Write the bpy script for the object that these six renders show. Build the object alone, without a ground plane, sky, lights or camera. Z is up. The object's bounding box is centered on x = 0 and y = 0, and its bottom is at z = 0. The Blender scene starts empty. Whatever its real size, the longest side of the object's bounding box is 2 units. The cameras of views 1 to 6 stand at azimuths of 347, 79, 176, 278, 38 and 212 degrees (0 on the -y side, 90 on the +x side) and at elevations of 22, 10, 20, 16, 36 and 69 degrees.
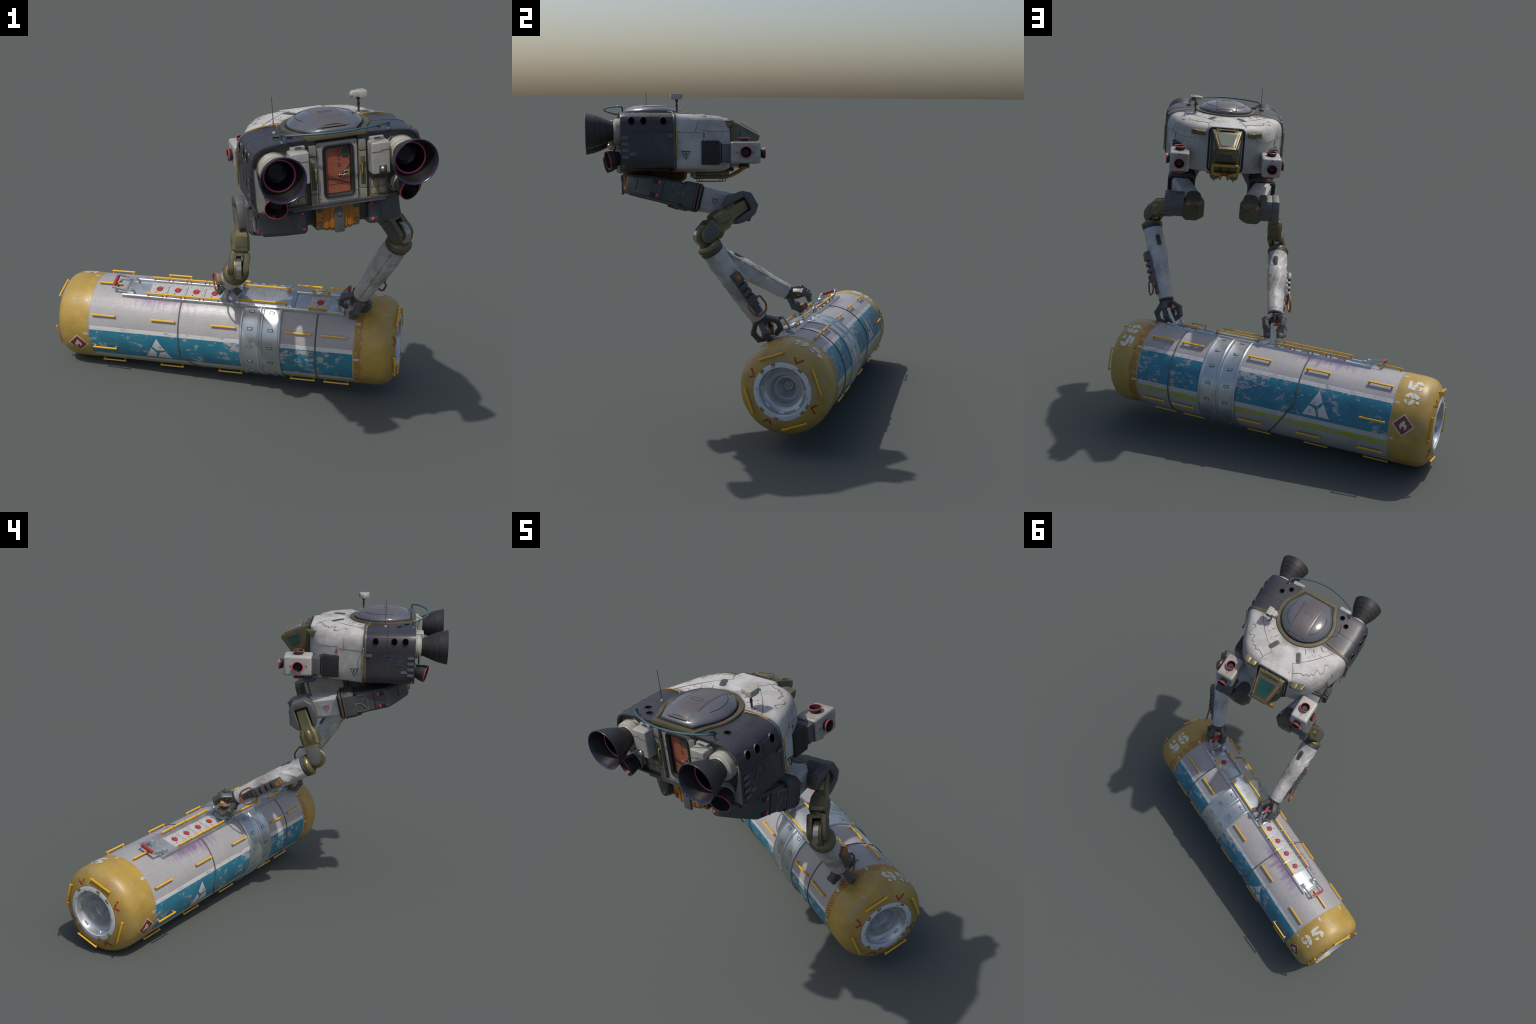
import bpy, bmesh, math, random
from mathutils import Vector as V, Matrix as Mx, noise, Euler
from math import sin, cos, pi, radians as rad
random.seed(7)
I4 = Mx.Identity(4)

# ------------------------------------------------------------------ geometry
class G:
    """A mesh being built; every shape added gets material slot `m`."""
    def __init__(s, M=None):
        s.bm = bmesh.new(); s.M = M or I4
    def _fin(s, vs, fs, m, M):
        T = s.M @ M if M else s.M
        for v in vs: v.co = T @ v.co
        for f in fs: f.material_index = m
    def raw(s, verts, faces, m=0, M=None):
        vs = [s.bm.verts.new(v) for v in verts]; fs = []
        for f in faces:
            try: fs.append(s.bm.faces.new([vs[i] for i in f]))
            except ValueError: pass
        s._fin(vs, fs, m, M); return vs, fs
    def merge(s, tmp, m=0, M=None):
        tmp.verts.index_update()
        vs = [s.bm.verts.new(v.co) for v in tmp.verts]; fs = []
        for f in tmp.faces:
            try: fs.append(s.bm.faces.new([vs[v.index] for v in f.verts]))
            except ValueError: pass
        tmp.free(); s._fin(vs, fs, m, M)
    def box(s, c, size, m=0, bev=0.0, rot=None, seg=2, taper=None):
        t = bmesh.new(); bmesh.ops.create_cube(t, size=1)
        for v in t.verts:
            k = 1.0
            if taper and v.co.z > 0: k = taper
            v.co = V((v.co.x*size[0]*k, v.co.y*size[1]*k, v.co.z*size[2]))
        if bev: bmesh.ops.bevel(t, geom=t.edges[:], offset=bev, segments=seg, profile=.6, affect='EDGES', clamp_overlap=True)
        R = rot.to_4x4() if rot else I4
        s.merge(t, m, Mx.Translation(c) @ R)
    def lathe(s, prof, m=0, M=None, n=48, closed=False):
        """prof: (x along axis, radius); axis = +X."""
        vs = []; N = len(prof)
        for x, r in prof:
            for k in range(n):
                a = 2*pi*k/n; vs.append((x, r*sin(a), r*cos(a)))
        fs = []
        for i in range(N-1 if not closed else N):
            j = (i+1) % N
            for k in range(n):
                l = (k+1) % n; fs.append((i*n+k, i*n+l, j*n+l, j*n+k))
        b, f = s.raw(vs, fs, m, M)
        bmesh.ops.remove_doubles(s.bm, verts=b, dist=1e-6)
    def cyl(s, p, q, r, m=0, n=16, r2=None, bev=0.0):
        p, q = V(p), V(q); L = (q-p).length; r2 = r if r2 is None else r2
        if bev: pr = [(0,0),(0,r-bev),(bev,r),(L-bev,r2),(L,r2-bev),(L,0)]
        else: pr = [(0,0),(0,r),(L,r2),(L,0)]
        s.lathe(pr, m, Mx.Translation(p) @ xto(q-p), n)
    def tube(s, pts, r, m=0, n=10, closed=False, smooth=0):
        pts = [V(p) for p in pts]
        if smooth: pts = fillet(pts, smooth, closed)
        N = len(pts); vs = []; prev = None
        for i in range(N):
            a = pts[i-1] if (i or closed) else pts[0]; b = pts[(i+1) % N] if (i < N-1 or closed) else pts[-1]
            t = (b-a).normalized()
            if prev is None:
                u = t.orthogonal().normalized()
            else:
                u = (prev - t*prev.dot(t)).normalized()
            prev = u; w = t.cross(u)
            for k in range(n):
                an = 2*pi*k/n; vs.append(pts[i] + (u*cos(an) + w*sin(an))*r)
        fs = []
        for i in range(N if closed else N-1):
            j = (i+1) % N
            for k in range(n):
                l = (k+1) % n; fs.append((i*n+k, i*n+l, j*n+l, j*n+k))
        if not closed: fs += [tuple(range(n))[::-1], tuple((N-1)*n+k for k in range(n))]
        s.raw(vs, fs, m)
    def loft(s, secs, m=0, cap=True, M=None):
        n = len(secs[0]); vs = [p for sec in secs for p in sec]; fs = []
        for i in range(len(secs)-1):
            for k in range(n):
                l = (k+1) % n; fs.append((i*n+k, i*n+l, (i+1)*n+l, (i+1)*n+k))
        if cap: fs += [tuple(range(n))[::-1], tuple((len(secs)-1)*n+k for k in range(n))]
        return s.raw(vs, fs, m, M)
    def prism(s, poly, th, m=0, bev=0.0, M=None, z0=0.0, seg=2):
        """polygon in XY extruded along Z from z0 to z0+th"""
        t = bmesh.new()
        f = t.faces.new([t.verts.new((x, y, z0)) for x, y in poly])
        r = bmesh.ops.extrude_face_region(t, geom=[f])
        bmesh.ops.translate(t, vec=(0, 0, th), verts=[e for e in r['geom'] if isinstance(e, bmesh.types.BMVert)])
        bmesh.ops.recalc_face_normals(t, faces=t.faces[:])
        if bev: bmesh.ops.bevel(t, geom=t.edges[:], offset=bev, segments=seg, profile=.6, affect='EDGES', clamp_overlap=True)
        s.merge(t, m, M)
    def plate(s, pts, th, m=0, bev=0.0):
        """flat 3D polygon, thickened outward along its normal"""
        pts = [V(p) for p in pts]; o = sum(pts, V())/len(pts)
        x = (pts[1]-pts[0]).normalized(); nrm = V()
        for i in range(len(pts)): nrm += (pts[i]-o).cross(pts[(i+1) % len(pts)]-o)
        nrm.normalize(); y = nrm.cross(x)
        F = Mx.Translation(o) @ Mx((x, y, nrm)).transposed().to_4x4()
        s.prism([((p-o).dot(x), (p-o).dot(y)) for p in pts], th, m, bev, F)
    def hull(s, pts, m=0, bev=0.0, seg=2):
        t = bmesh.new()
        for p in pts: t.verts.new(p)
        r = bmesh.ops.convex_hull(t, input=t.verts[:])
        bmesh.ops.delete(t, geom=[v for v in t.verts if not v.link_faces], context='VERTS')
        bmesh.ops.dissolve_limit(t, angle_limit=rad(3), verts=t.verts[:], edges=t.edges[:])
        if bev: bmesh.ops.bevel(t, geom=t.edges[:], offset=bev, segments=seg, profile=.6, affect='EDGES', clamp_overlap=True)
        s.merge(t, m)
    def ball(s, c, r, m=0, sub=2, sc=(1,1,1)):
        t = bmesh.new(); bmesh.ops.create_icosphere(t, subdivisions=sub, radius=r)
        for v in t.verts: v.co = V((v.co.x*sc[0], v.co.y*sc[1], v.co.z*sc[2]))
        s.merge(t, m, Mx.Translation(c))
    def done(s, name, recalc=True):
        me = bpy.data.meshes.new(name)
        if recalc: bmesh.ops.recalc_face_normals(s.bm, faces=s.bm.faces[:])
        s.bm.to_mesh(me); s.bm.free(); return me

def xto(d):
    return V((1,0,0)).rotation_difference(V(d).normalized()).to_matrix().to_4x4()
def frame(o, x, up):
    """x axis along x, z axis near up"""
    x = V(x).normalized(); z = V(up); z = (z - x*z.dot(x)).normalized(); y = z.cross(x)
    return Mx.Translation(o) @ Mx((x, y, z)).transposed().to_4x4()
def fillet(pts, r, closed=False, n=5):
    out = []; N = len(pts)
    for i in range(N):
        if not closed and i in (0, N-1): out.append(pts[i]); continue
        p, a, b = pts[i], pts[i-1], pts[(i+1) % N]
        d1, d2 = a-p, b-p; k = min(r, d1.length*.45, d2.length*.45)
        q, e = p+d1.normalized()*k, p+d2.normalized()*k
        for j in range(n+1):
            t = j/n; out.append(q*(1-t)**2 + p*2*t*(1-t) + e*t*t)
    return out
def rrect(w, h, r, n=5, cx=0, cy=0):
    o = []
    for sx, sy, a0 in ((1,1,0),(-1,1,90),(-1,-1,180),(1,-1,270)):
        for k in range(n+1):
            a = rad(a0+90*k/n); o.append((cx+sx*(w/2-r)+r*cos(a), cy+sy*(h/2-r)+r*sin(a)))
    return o
def stadium(L, r, n=8, back=0.0):
    """rounded end at (L,0); square end at x=-back"""
    return [(-back,-r)] + [(L+r*cos(rad(-90+180*k/n)), r*sin(rad(-90+180*k/n))) for k in range(n+1)] + [(-back,r)]

WM, DEPTH = {}, {}
def ob(name, me, mats, parent, M=I4, angle=35, **kw):
    o = bpy.data.objects.new(name, me); bpy.context.scene.collection.objects.link(o)
    if not me.materials:
        for m in mats: me.materials.append(m)
        me.polygons.foreach_set('use_smooth', [True]*len(me.polygons))
        me.set_sharp_from_angle(angle=rad(angle))
    while DEPTH[parent] >= 2: parent = parent.parent
    o.parent = parent; o.matrix_parent_inverse = WM[parent].inverted(); o.matrix_basis = M
    WM[o] = M; DEPTH[o] = DEPTH[parent]+1
    for k, v in kw.items(): o[k] = v
    return o
def empty(name, M, parent=None, **kw):
    o = bpy.data.objects.new(name, None); bpy.context.scene.collection.objects.link(o)
    o.empty_display_size = .1
    if parent: o.parent = parent; o.matrix_parent_inverse = WM[parent].inverted()
    o.matrix_basis = M; WM[o] = M; DEPTH[o] = 0
    for k, v in kw.items(): o[k] = v
    return o

# ------------------------------------------------------------------ materials
class N:
    def __init__(s, name):
        s.m = bpy.data.materials.new(name); s.m.use_nodes = True; s.t = s.m.node_tree
        s.b = s.t.nodes['Principled BSDF']; s.co = s.t.nodes.new('ShaderNodeTexCoord').outputs['Object']
    def n(s, ty, ins={}, **at):
        d = s.t.nodes.new(ty)
        for k, v in at.items(): setattr(d, k, v)
        for k, v in ins.items(): s.set(d.inputs[k], v)
        return d
    def set(s, inp, v):
        if isinstance(v, bpy.types.NodeSocket): s.t.links.new(v, inp)
        elif isinstance(v, tuple) and inp.type == 'RGBA' and len(v) == 3: inp.default_value = (*v, 1)
        else: inp.default_value = v
    def math(s, op, a, b=0.0, c=0.0, clamp=False):
        return s.n('ShaderNodeMath', {0: a, 1: b, 2: c}, operation=op, use_clamp=clamp).outputs[0]
    def ramp(s, v, lo, hi):
        return s.n('ShaderNodeMapRange', {0: v, 1: lo, 2: hi}).outputs[0]
    def mix(s, f, a, b):
        d = s.n('ShaderNodeMix', data_type='RGBA'); s.set(d.inputs[0], f); s.set(d.inputs[6], a); s.set(d.inputs[7], b); return d.outputs[2]
    def noise(s, sc, det=4, vec=None, rough=.55, scale3=None):
        v = vec or s.co
        if scale3: v = s.n('ShaderNodeMapping', {'Vector': v, 'Scale': scale3}).outputs[0]
        return s.n('ShaderNodeTexNoise', {'Vector': v, 'Scale': sc, 'Detail': det, 'Roughness': rough}).outputs['Fac']
    def band(s, x, lo, hi, soft=.001):
        return s.math('MULTIPLY', s.ramp(x, lo-soft, lo+soft), s.ramp(x, hi+soft, hi-soft))
    def bump(s, h, st=.2, d=.002, prev=None):
        i = {'Height': h, 'Strength': st, 'Distance': d}
        if prev: i['Normal'] = prev
        o = s.n('ShaderNodeBump', i).outputs[0]; s.set(s.b.inputs['Normal'], o); return o
    def put(s, **k):
        for a, v in k.items(): s.set(s.b.inputs[a.replace('_', ' ')], v)
        return s.m

def sc(c, k): return tuple(min(1, x*k) for x in c)
def soot_ring(s, c):
    # soot worked into the cloth round the canopy collar and along the rear seam
    p = s.n('ShaderNodeSeparateXYZ', {0: s.co}); y = s.math('ADD', p.outputs[1], .64)
    r = s.math('SQRT', s.math('ADD', s.math('MULTIPLY', p.outputs[0], p.outputs[0]), s.math('MULTIPLY', y, y)))
    near = s.math('MAXIMUM', s.ramp(r, .262, .190), s.ramp(p.outputs[1], -.505, -.548))
    f = s.ramp(s.math('ADD', s.noise(16, 6, rough=.68), s.math('MULTIPLY', near, .30)), .60, .86)
    return s.mix(s.math('MULTIPLY', s.math('MULTIPLY', f, near), .85), c, (.15,.135,.115))
def plain(name, col, rough=.5, metal=0.0, var=.25, scale=9, dirt=None, dirt_amt=.5, bump=.15, spec=.5, scratch=None, grime=0, **kw):
    """paint or metal with blotchy tone, optional dirt and chipped scratches"""
    s = N(name)
    c = s.mix(s.ramp(s.noise(scale, 5), .3, .7), sc(col, 1-var), sc(col, 1+var*.6))
    if dirt:
        f = s.math('MULTIPLY', s.ramp(s.noise(scale*.6, 7, rough=.70), .50, .68), dirt_amt)
        c = s.mix(f, c, dirt)
    if grime:
        f = s.math('MULTIPLY', s.ramp(s.noise(scale*2.6, 8, rough=.72), .50, .68), grime*.5); c = s.mix(f, c, sc(col, .42))
        f = s.math('MULTIPLY', s.ramp(s.noise(3.2, 9, rough=.7), .47, .66), grime*.75); c = s.mix(f, c, (col[0]*.56,col[1]*.53,col[2]*.49))
    if name == 'hull_fabric_white': c = soot_ring(s, c)
    if scratch:
        f = s.ramp(s.noise(scale*3.2, 6, rough=.7), .64, .67); c = s.mix(s.math('MULTIPLY', f, .8), c, scratch)
    g = s.noise(170, 3)
    c = s.mix(s.math('MULTIPLY', s.ramp(g, .45, .75), .18), c, sc(col, .6))
    s.put(Base_Color=c, Metallic=metal, Roughness=s.n('ShaderNodeMapRange', {0: s.noise(scale*2, 4), 3: max(.05, rough-.1), 4: min(1, rough+.12)}).outputs[0], Specular_IOR_Level=spec, **kw)
    if bump: s.bump(s.noise(60, 4), bump, .002)
    return s.m

WHITE = (.505, .49, .47)
M_white = plain('hull_fabric_white', WHITE, .55, var=.13, scale=6, dirt=(.22,.205,.19), dirt_amt=.75, bump=.25, grime=.6)
M_sleeve = plain('sleeve_fabric', (.52,.51,.50), .5, var=.16, scale=9, dirt=(.17,.16,.15), dirt_amt=.75, bump=.35, grime=.7)
M_podw = plain('pod_white', (.40,.395,.375), .4, var=.10, scale=9, dirt=(.18,.17,.14), dirt_amt=.8, bump=.1, grime=1.0)
M_creamy = plain('cream_enamel', (.36,.35,.305), .45, var=.14, scale=10, dirt=(.2,.19,.15), dirt_amt=.5, bump=.1)
M_dark = plain('dark_violet_plating', (.034,.033,.041), .38, var=.22, scale=7, dirt=(.075,.07,.07), dirt_amt=.5, bump=.08)
M_charc = plain('charcoal_metal', (.055,.056,.058), .5, var=.22, scale=10, dirt=(.10,.098,.095), dirt_amt=.4, bump=.12)
M_grey = plain('grey_plastic', (.085,.085,.088), .48, var=.2, scale=10, dirt=(.14,.135,.13), dirt_amt=.35, bump=.12)
M_rib = plain('rib_grey', (.125,.125,.125), .45, var=.15, bump=.05)
M_grid = plain('speckled_tile', (.24,.24,.24), .5, var=.4, scale=120, dirt=(.10,.10,.10), dirt_amt=.6)
M_pad = plain('joint_pad_grey', (.09,.088,.088), .55, var=.1, bump=.05)
M_olive = plain('olive_brass', (.165,.145,.072), .36, metal=.5, var=.3, scale=10, dirt=(.05,.045,.028), dirt_amt=.5, scratch=(.22,.20,.13), bump=.1)
M_olived = plain('olive_paint', (.095,.087,.045), .42, metal=.2, var=.25, scale=12, dirt=(.035,.032,.02), dirt_amt=.5, bump=.1)
M_brass = plain('window_brass', (.20,.17,.085), .32, metal=.6, var=.2, scale=14, dirt=(.08,.07,.04), dirt_amt=.4, bump=.08)
M_frame = plain('cockpit_olive', (.135,.120,.062), .34, metal=.4, var=.25, scale=14, dirt=(.06,.052,.03), dirt_amt=.4, bump=.08)
M_steel = plain('polished_steel', (.46,.43,.37), .25, metal=.9, var=.2, scale=18, bump=.05)
M_orange = plain('orange_casing', (.36,.135,.012), .5, var=.2, scale=9, dirt=(.12,.05,.01), dirt_amt=.6, bump=.12)
M_rust = plain('rust_door', (.30,.085,.045), .45, var=.22, scale=16, dirt=(.40,.22,.17), dirt_amt=.35, bump=.1)
M_copper = plain('copper_loop', (.28,.105,.03), .42, metal=.35, var=.3, scale=24, dirt=(.10,.04,.015), dirt_amt=.5)
M_black = plain('black_rubber', (.012,.012,.013), .6, var=.2, bump=.05)
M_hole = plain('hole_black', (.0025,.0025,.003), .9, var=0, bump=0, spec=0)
M_cuff = plain('cuff_band', (.085,.058,.058), .55, var=.3, scale=60)
M_bell = plain('nozzle_bell', (.033,.031,.031), .5, metal=.2, var=.2, scale=12, bump=.1)
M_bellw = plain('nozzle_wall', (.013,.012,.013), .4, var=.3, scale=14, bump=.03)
M_bellin = plain('nozzle_inner_violet', (.026,.023,.050), .3, var=.2, scale=14, bump=.03)
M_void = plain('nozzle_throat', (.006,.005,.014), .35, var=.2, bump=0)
M_pink = plain('pink_rim', (.42,.075,.11), .35, var=.12, bump=0)
M_redrim = plain('red_rim', (.50,.055,.065), .35, var=.12, bump=0)
M_violetin = plain('violet_inner', (.0045,.002,.006), .5, var=.2, bump=0)  # base colour blackened so the shallow sunlit cups read as deep shade
M_redlamp = plain('red_lamp', (.62,.03,.09), .25, var=.1, bump=0, Coat_Weight=.6)
M_redmark = plain('red_marking', (.36,.04,.06), .5, var=.2, scale=60, bump=0)
M_green = plain('green_glass', (.009,.062,.043), .12, var=.3, scale=16, bump=0, Coat_Weight=.7)
M_greend = plain('green_glass_dark', (.007,.04,.028), .12, var=.35, scale=20, bump=0, Coat_Weight=.7)
M_teal = plain('teal_tube', (.032,.092,.12), .4, var=.25, scale=30, dirt=(.03,.05,.06), dirt_amt=.5)
M_gold = plain('gold_rail', (.42,.25,.03), .42, metal=.3, var=.2, scale=30, dirt=(.12,.07,.02), dirt_amt=.5)
M_yellow = plain('yellow_bar', (.74,.41,.015), .42, var=.08, scale=30, bump=.03)
M_foot = plain('orange_foot', (.62,.21,.012), .45, var=.12, scale=30, bump=.03)
M_line = plain('seam_line', (.20,.185,.17), .7, var=.3, scale=40, bump=0)
M_tseam = plain('tank_seam', (.10,.092,.075), .55, var=.35, scale=30, bump=0)
M_dome = plain('dome_smoked', (.095,.098,.115), .16, var=.15, scale=5, dirt=(.13,.125,.13), dirt_amt=.4, bump=.02, Coat_Weight=.5)
M_domeb = plain('dome_strap', (.105,.095,.098), .3, var=.15, scale=6, bump=.03)
M_blued = plain('dark_blue_mark', (.038,.055,.100), .45, var=.3, scale=50, bump=0)
M_pill = plain('slate_mark', (.10,.105,.12), .5, var=.15, scale=40, bump=0)
M_pill2 = plain('khaki_mark', (.11,.10,.06), .5, var=.25, scale=40, bump=0)
M_ink = plain('black_ink', (.03,.03,.03), .6, var=.3, scale=60, bump=0)
M_galv = plain('galvanised_sheet', (.52,.55,.57), .34, metal=.75, var=.16, scale=16, dirt=(.30,.31,.32), dirt_amt=.4, bump=.1)
M_hoop = plain('hoop_steel', (.50,.535,.55), .34, metal=.8, var=.12, scale=14, dirt=(.36,.38,.38), dirt_amt=.35, bump=.08)
M_plate = plain('valve_plate', (.40,.405,.41), .45, var=.08, scale=14, bump=.05)
M_dial = plain('red_dial', (.40,.045,.04), .4, var=.25, scale=50, bump=.05)
M_grip = plain('red_grip', (.34,.025,.022), .45, var=.15, scale=30, bump=.05)
M_ring = plain('ring_enamel', (.56,.57,.60), .4, var=.06, scale=10, bump=.04, scratch=(.40,.41,.43))
M_bowl = plain('bowl_metal', (.50,.52,.54), .3, metal=.6, var=.12, scale=12, bump=.05)
M_ledge = plain('bowl_ledge', (.36,.355,.33), .45, metal=.2, var=.08, bump=.05)
M_finger = plain('finger_metal', (.085,.085,.087), .42, metal=.15, var=.2, scale=20, dirt=(.15,.145,.14), dirt_amt=.4)
M_wht = plain('white_label', (.60,.59,.57), .5, var=.08, scale=40, bump=0)
M_boxl = plain('kit_box_grey', (.36,.355,.335), .45, var=.14, scale=14, dirt=(.2,.19,.17), dirt_amt=.6, grime=.5)
M_post = plain('post_khaki', (.20,.195,.16), .45, var=.2, scale=14, dirt=(.12,.115,.09), dirt_amt=.5)
M_lblock = plain('light_grey_box', (.28,.275,.26), .45, var=.12, scale=16, dirt=(.22,.21,.19), dirt_amt=.4)

def worn_decal(name, col, under, thr=.56, scale=26):
    s = N(name); f = s.ramp(s.noise(scale, 6, rough=.65), thr, thr+.04)
    s.put(Base_Color=s.mix(f, col, under), Roughness=.5); return s.m
GREY = (.335,.325,.330); BLUE = (.026,.180,.268); YEL = (.395,.262,.052)
M_logo = worn_decal('logo_white', (.53,.52,.51), BLUE, .62)
M_num = worn_decal('stencil_white', (.56,.545,.50), YEL, .57, 40)
M_dred = worn_decal('hazard_red', (.20,.02,.015), (.30,.11,.02), .58, 50)
M_dwht = worn_decal('hazard_white', (.52,.50,.46), YEL, .60, 50)
M_vred = worn_decal('chevron_red', (.29,.03,.018), YEL, .56, 50)

def tank_paint():
    """grey tank wall: white trim, worn blue band and faded lime line on each flank"""
    s = N('tank_wall_paint')
    x = s.n('ShaderNodeSeparateXYZ', {0: s.co}); S = x.outputs[0]
    ang = s.math('ARCTAN2', x.outputs[1], x.outputs[2]); A = s.math('ABSOLUTE', ang)
    uv = s.n('ShaderNodeCombineXYZ', {0: S, 1: s.math('MULTIPLY', ang, .245)}).outputs[0]
    g = s.mix(s.ramp(s.noise(6, 6), .3, .7), sc(GREY, .9), sc(GREY, 1.08))
    # boards: brick cells with slightly different tone and ribs
    br = s.n('ShaderNodeTexBrick', {'Vector': uv, 'Color1': (.9,.9,.9,1), 'Color2': (.5,.5,.5,1), 'Mortar': (0,0,0,1), 'Scale': 9.0, 'Mortar Size': .014, 'Row Height': .35, 'Brick Width': .62})
    g = s.mix(s.math('MULTIPLY', br.outputs['Fac'], .20), g, sc(GREY, .7))
    white = s.mix(s.ramp(s.noise(40, 5), .5, .7), (.55,.545,.54), (.42,.41,.41))
    wear1 = s.noise(1.0, 8, vec=s.n('ShaderNodeMapping', {'Vector': s.co, 'Scale': (11, 26, 26)}).outputs[0], rough=.66)
    c = s.mix(s.math('MULTIPLY', s.band(A, rad(60), rad(65.5)), s.ramp(wear1, .62, .58)), g, white)
    w2 = s.noise(1.0, 12, vec=s.n('ShaderNodeMapping', {'Vector': s.co, 'Scale': (19, 36, 36), 'Location': (3, 1, 2)}).outputs[0], rough=.76)
    blue = s.mix(s.ramp(s.noise(9, 5), .3, .7), sc(BLUE, .82), sc(BLUE, 1.12))
    c = s.mix(s.math('MULTIPLY', s.band(A, rad(65.5), rad(106.7)), s.ramp(s.math('ADD', s.math('MULTIPLY', w2, .7), s.math('MULTIPLY', s.noise(4.5, 3), .3)), .551, .539)), c, blue)
    c = s.mix(s.math('MULTIPLY', s.band(A, rad(106.7), rad(114)), .45), c, white)
    lime = s.mix(s.ramp(s.noise(14, 4), .35, .7), (.30,.31,.03), (.36,.37,.06))
    c = s.mix(s.math('MULTIPLY', s.band(A, rad(113.5), rad(122.5)), s.ramp(w2, .55, .51)), c, lime)
    # violet scorch running out from under the valve tray
    st = s.noise(1.0, 6, vec=s.n('ShaderNodeMapping', {'Vector': s.co, 'Scale': (34, 9, 9)}).outputs[0], rough=.6)
    fall = s.ramp(A, .72, .28)
    m = s.math('MULTIPLY', s.math('MULTIPLY', s.band(S, -.49, -.14, .08), s.ramp(s.math('ADD', st, s.math('MULTIPLY', fall, .45)), .62, .90)), .9)
    m = s.math('MULTIPLY', m, s.band(A, .2, .70, .05))
    c = s.mix(m, c, (.17,.10,.21))
    c = s.mix(s.math('MULTIPLY', s.ramp(s.noise(90, 2), .70, .74), .5), c, (.16,.15,.15))
    rib = s.math('SINE', s.math('MULTIPLY', s.math('ADD', s.math('MULTIPLY', ang, .245), s.math('MULTIPLY', s.noise(3, 2), .004)), 900))
    ribm = s.math('MULTIPLY', rib, s.ramp(s.noise(4, 1), .48, .56))
    b = s.bump(s.math('MULTIPLY', br.outputs['Fac'], -1.0), .35, .0012)
    b = s.bump(ribm, .16, .0008, b); b = s.bump(s.math('ADD', s.noise(45, 5), s.math('MULTIPLY', w2, 1.0)), .3, .002, b)
    gl = s.math('MULTIPLY', s.ramp(A, .75, .35), s.band(S, -.56, .10, .05))
    return s.put(Base_Color=c, Roughness=s.math('SUBTRACT', s.n('ShaderNodeMapRange', {0: s.noise(20, 4), 3: .34, 4: .5}).outputs[0], s.math('MULTIPLY', gl, .12)))
def cap_paint(hatch):
    s = N('cap_yellow_hatched' if hatch else 'cap_yellow')
    x = s.n('ShaderNodeSeparateXYZ', {0: s.co}); S = x.outputs[0]
    ang = s.math('ARCTAN2', x.outputs[1], x.outputs[2]); AS = s.math('ABSOLUTE', S)
    c = s.mix(s.ramp(s.noise(8, 6), .3, .7), sc(YEL, .82), sc(YEL, 1.1))
    if hatch:
        k = s.math('FRACT', s.math('MULTIPLY', s.math('ADD', s.math('MULTIPLY', s.math('ABSOLUTE', ang), .245), s.math('MULTIPLY', S, .75)), 92))
        edge = s.math('ADD', .80, s.math('MULTIPLY', s.math('SUBTRACT', s.noise(9, 2), .5), .09))
        m = s.math('MULTIPLY', s.math('MULTIPLY', s.ramp(k, .50, .56), s.math('LESS_THAN', S, edge)), s.math('GREATER_THAN', S, .757))
        m = s.math('MULTIPLY', m, s.ramp(s.noise(34, 5), .60, .55))
        c = s.mix(s.math('MULTIPLY', m, .92), c, (.22,.03,.015))
    chip = s.ramp(s.noise(1.0, 8, vec=s.n('ShaderNodeMapping', {'Vector': s.co, 'Scale': (15, 24, 24)}).outputs[0], rough=.72), .62, .64)
    c = s.mix(s.math('MULTIPLY', chip, .8), c, (.37,.34,.30))
    wear = s.math('MULTIPLY', s.math('MAXIMUM', s.band(AS, .895, .945, .02), s.ramp(AS, .950, .966)), s.ramp(s.noise(1.0, 7, vec=s.n('ShaderNodeMapping', {'Vector': s.co, 'Scale': (20, 11, 11)}).outputs[0], rough=.7), .46, .66))
    c = s.mix(s.math('MULTIPLY', wear, .7), c, (.34,.26,.17))
    c = s.mix(s.band(AS, .743, .751), c, (.33,.29,.25))
    c = s.mix(s.math('MULTIPLY', s.ramp(s.noise(5, 6, rough=.72), .48, .70), .55), c, (YEL[0]*.62,YEL[1]*.58,YEL[2]*.8))
    s.bump(s.noise(1.0, 5, vec=s.n('ShaderNodeMapping', {'Vector': s.co, 'Scale': (60, 30, 30)}).outputs[0]), .2, .002)
    return s.put(Base_Color=c, Roughness=.42)
M_tank = tank_paint(); M_capm = cap_paint(False); M_capp = cap_paint(True)

# ================================================================== TANK
# frame: X along the axis, Z towards the valve tray; built about its centre
tx = V((.89553,-.44234,.04857)).normalized()
TM = frame((-.0005,.384,.290), tx, (-.19666,-.29548,.93489))
tank = empty('fuel_canister', Mx.Translation((-.6,.68,0)), label='long yellow-capped gas canister with worn blue stripes and handrails', category='gas canister')
R = .245
def tp(s, phi, r=R):
    a = rad(phi); return V((s, r*sin(a), r*cos(a)))

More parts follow.
